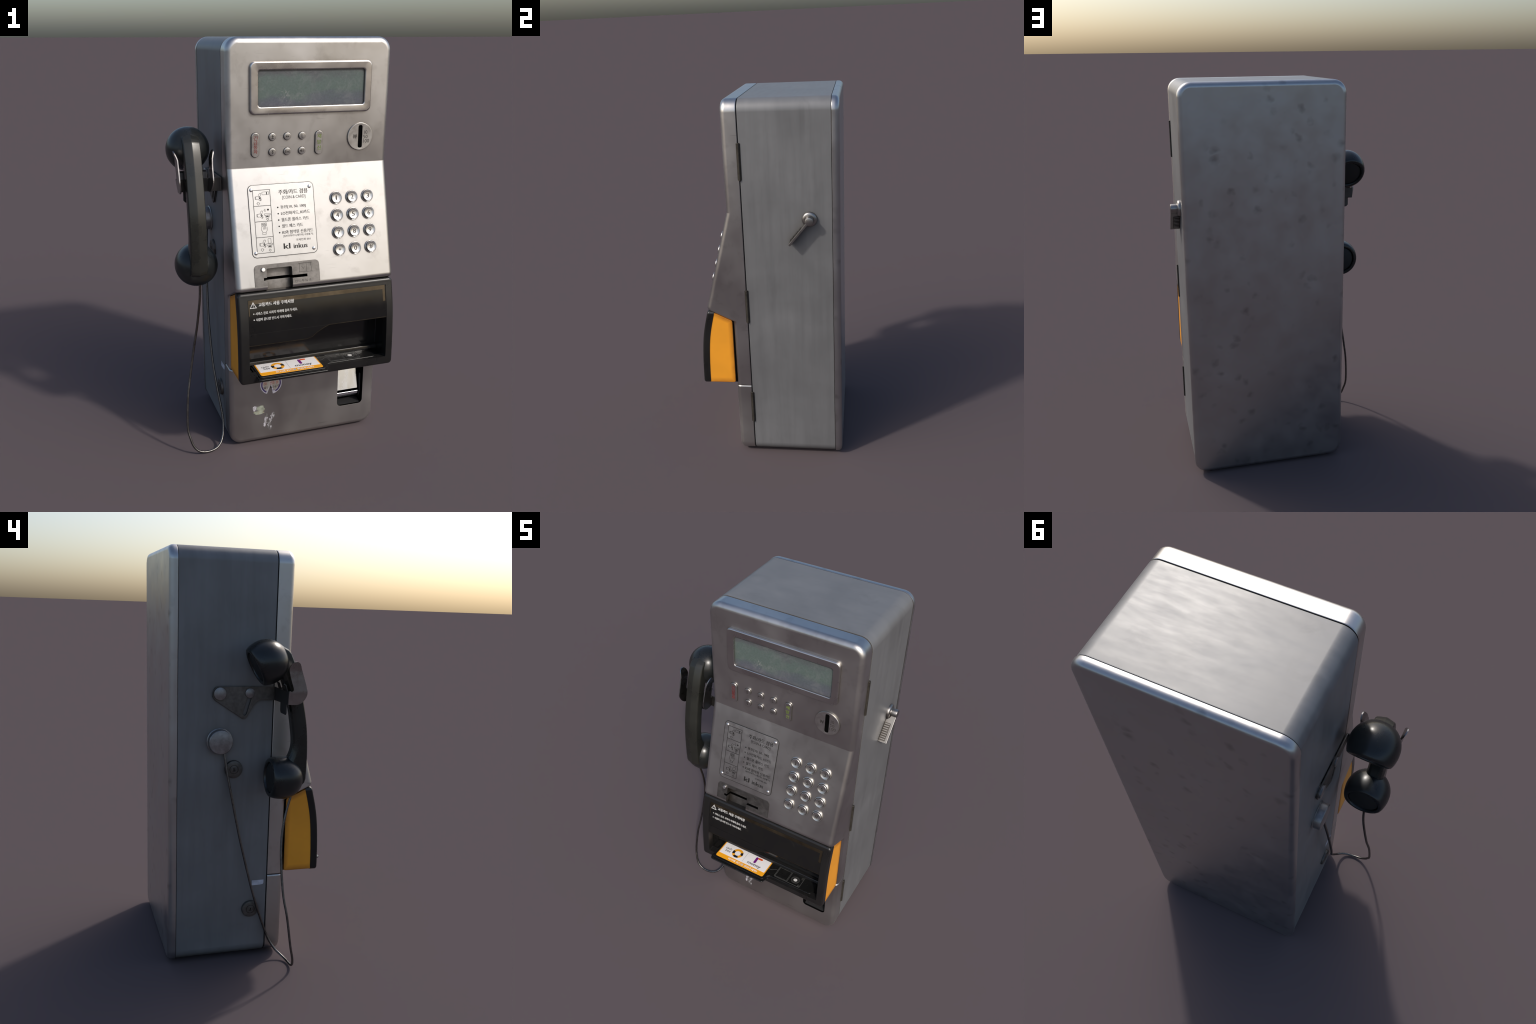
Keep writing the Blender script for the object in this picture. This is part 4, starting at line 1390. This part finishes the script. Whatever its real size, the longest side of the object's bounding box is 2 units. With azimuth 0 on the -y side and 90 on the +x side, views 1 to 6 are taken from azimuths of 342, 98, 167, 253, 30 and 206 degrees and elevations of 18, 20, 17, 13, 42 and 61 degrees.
NS = 5
oo = smooth_line(resample(OUT, NS), {NS, 2 * NS, 9 * NS, 10 * NS}, 8)
ii = smooth_line(resample(INN, NS), set(), 8)
bm = bmesh.new()
rings = []
for k, (p, q) in enumerate(zip(oo, ii)):
    ax = p - q
    T_ = ax.length
    e = ax.normalized()
    w = 0.0395
    rf = 0.0028
    sec = [(-0.018, 0.0), (0.018, 0.0), (0.030, 0.006), (w - 0.001, 0.019), (w, 0.024), (w, T_ - 0.015), (w - 0.0008, T_ - 0.012), (w - 0.004, T_ - 0.0085), (0.003, T_ - 0.0004), (0, T_), (-0.003, T_ - 0.0004),
           (-w + 0.004, T_ - 0.0085), (-w + 0.0008, T_ - 0.012), (-w, T_ - 0.015), (-w, 0.024), (-w + 0.001, 0.019), (-0.030, 0.006)]
    rings.append([(HX + u, q.x + e.x * v, q.y + e.y * v) for u, v in sec])
loft(bm, rings)
handset = make_obj("handset", bm, "handle", root, None, 22)

EC, MC = Vector((-0.4405, -0.0060, 1.5090)), Vector((-0.4360, -0.1020, 0.9760))
Re, Rm = 0.1005, 0.1010


def cup_matrix(c, axis):
    axis = Vector(axis).normalized()
    u = Vector((1, 0, 0))
    v = axis.cross(u).normalized()
    return frame(c, u, v) if frame((0, 0, 0), u, v).col[2].xyz.dot(axis) > 0 else frame(c, u, -v)


def cup_profile(R, face):
    pr = [(0, -R)]
    for i in range(1, 13):
        a = -90 + 7.5 * i
        pr.append((R * cos(radians(a)), R * sin(radians(a))))
    pr += [(R * 0.997, face * 0.25), (R * 0.965, face * 0.58), (R * 0.925, face * 0.80), (R * 0.88, face * 0.95), (R * 0.82, face), (R * 0.73, face * 0.995), (R * 0.70, face * 0.94), (R * 0.685, face * 0.80)]
    return pr


for nm, c, ax, R, face in (("ear_cup", EC, (0, 0.898, -0.44), Re, 0.058), ("mouth_cup", MC, (0, 1.0, 0.02), Rm, 0.064)):
    bm = bmesh.new()
    lathe(bm, cup_profile(R, face) + [(R * 0.66, face * 0.80)], 56)
    cup = make_obj(nm, bm, "rubber", handset, cup_matrix(c, ax), 45)
    bm = bmesh.new()
    lathe(bm, [(R * 0.685, face * 0.78), (R * 0.665, face * 0.87), (R * 0.60, face * 0.91), (0, face * 0.93)], 48)
    gr = make_obj("cup_grille", bm, "mesh", cup, cup_matrix(c, ax), 45)

# collar where the cord leaves the mouth cup
# ------------------------------------------------------------------ armoured cord
CORD = [(-0.3200, 0.1480, 1.0950), (-0.3240, 0.1440, 1.0500), (-0.3300, 0.1300, 0.9650), (-0.3370, 0.1110, 0.8660), (-0.3450, 0.0660, 0.6520), (-0.3430, 0.0100, 0.4320), (-0.3340, -0.0310, 0.2960), (-0.3200, -0.0830, 0.1520), (-0.3220, -0.1100, 0.0880),
        (-0.3350, -0.1380, 0.0430), (-0.3580, -0.1640, 0.0190), (-0.3880, -0.1790, 0.0085), (-0.4280, -0.1850, 0.0063), (-0.4640, -0.1850, 0.0160), (-0.4900, -0.1810, 0.0420), (-0.5050, -0.1730, 0.0820), (-0.5160, -0.1570, 0.1500), (-0.5060, -0.1370, 0.2970), (-0.4860, -0.1180, 0.4140),
        (-0.4600, -0.1100, 0.5670), (-0.4450, -0.1120, 0.6580), (-0.4370, -0.1200, 0.7350), (-0.4320, -0.1370, 0.8190), (-0.4335, -0.1540, 0.8880), (-0.4350, -0.1600, 0.9200)]
path = catmull(CORD, 40)
# even spacing
lens = [0]
for a, b in zip(path, path[1:]):
    lens.append(lens[-1] + (b - a).length)
total = lens[-1]
step = 0.0023
N = int(total / step)
pts = []
j = 0
for i in range(N + 1):
    s_ = total * i / N
    while j < len(lens) - 2 and lens[j + 1] < s_:
        j += 1
    t = (s_ - lens[j]) / max(1e-9, lens[j + 1] - lens[j])
    pts.append(path[j].lerp(path[j + 1], t))
bm = bmesh.new()
rings = []
nrm = Vector((0, 1, 0))
for i, p in enumerate(pts):
    tg = (pts[min(i + 1, N)] - pts[max(i - 1, 0)]).normalized()
    nrm = (nrm - tg * nrm.dot(tg)).normalized()
    bn = tg.cross(nrm)
    r_ = 0.0056 + (0.0, 0.0006, 0.0)[i % 3]
    rings.append([p + nrm * (r_ * cos(2 * pi * k / 10)) + bn * (r_ * sin(2 * pi * k / 10)) for k in range(10)])
loft(bm, rings)
make_obj("cord", bm, "cord", root, None, 80)
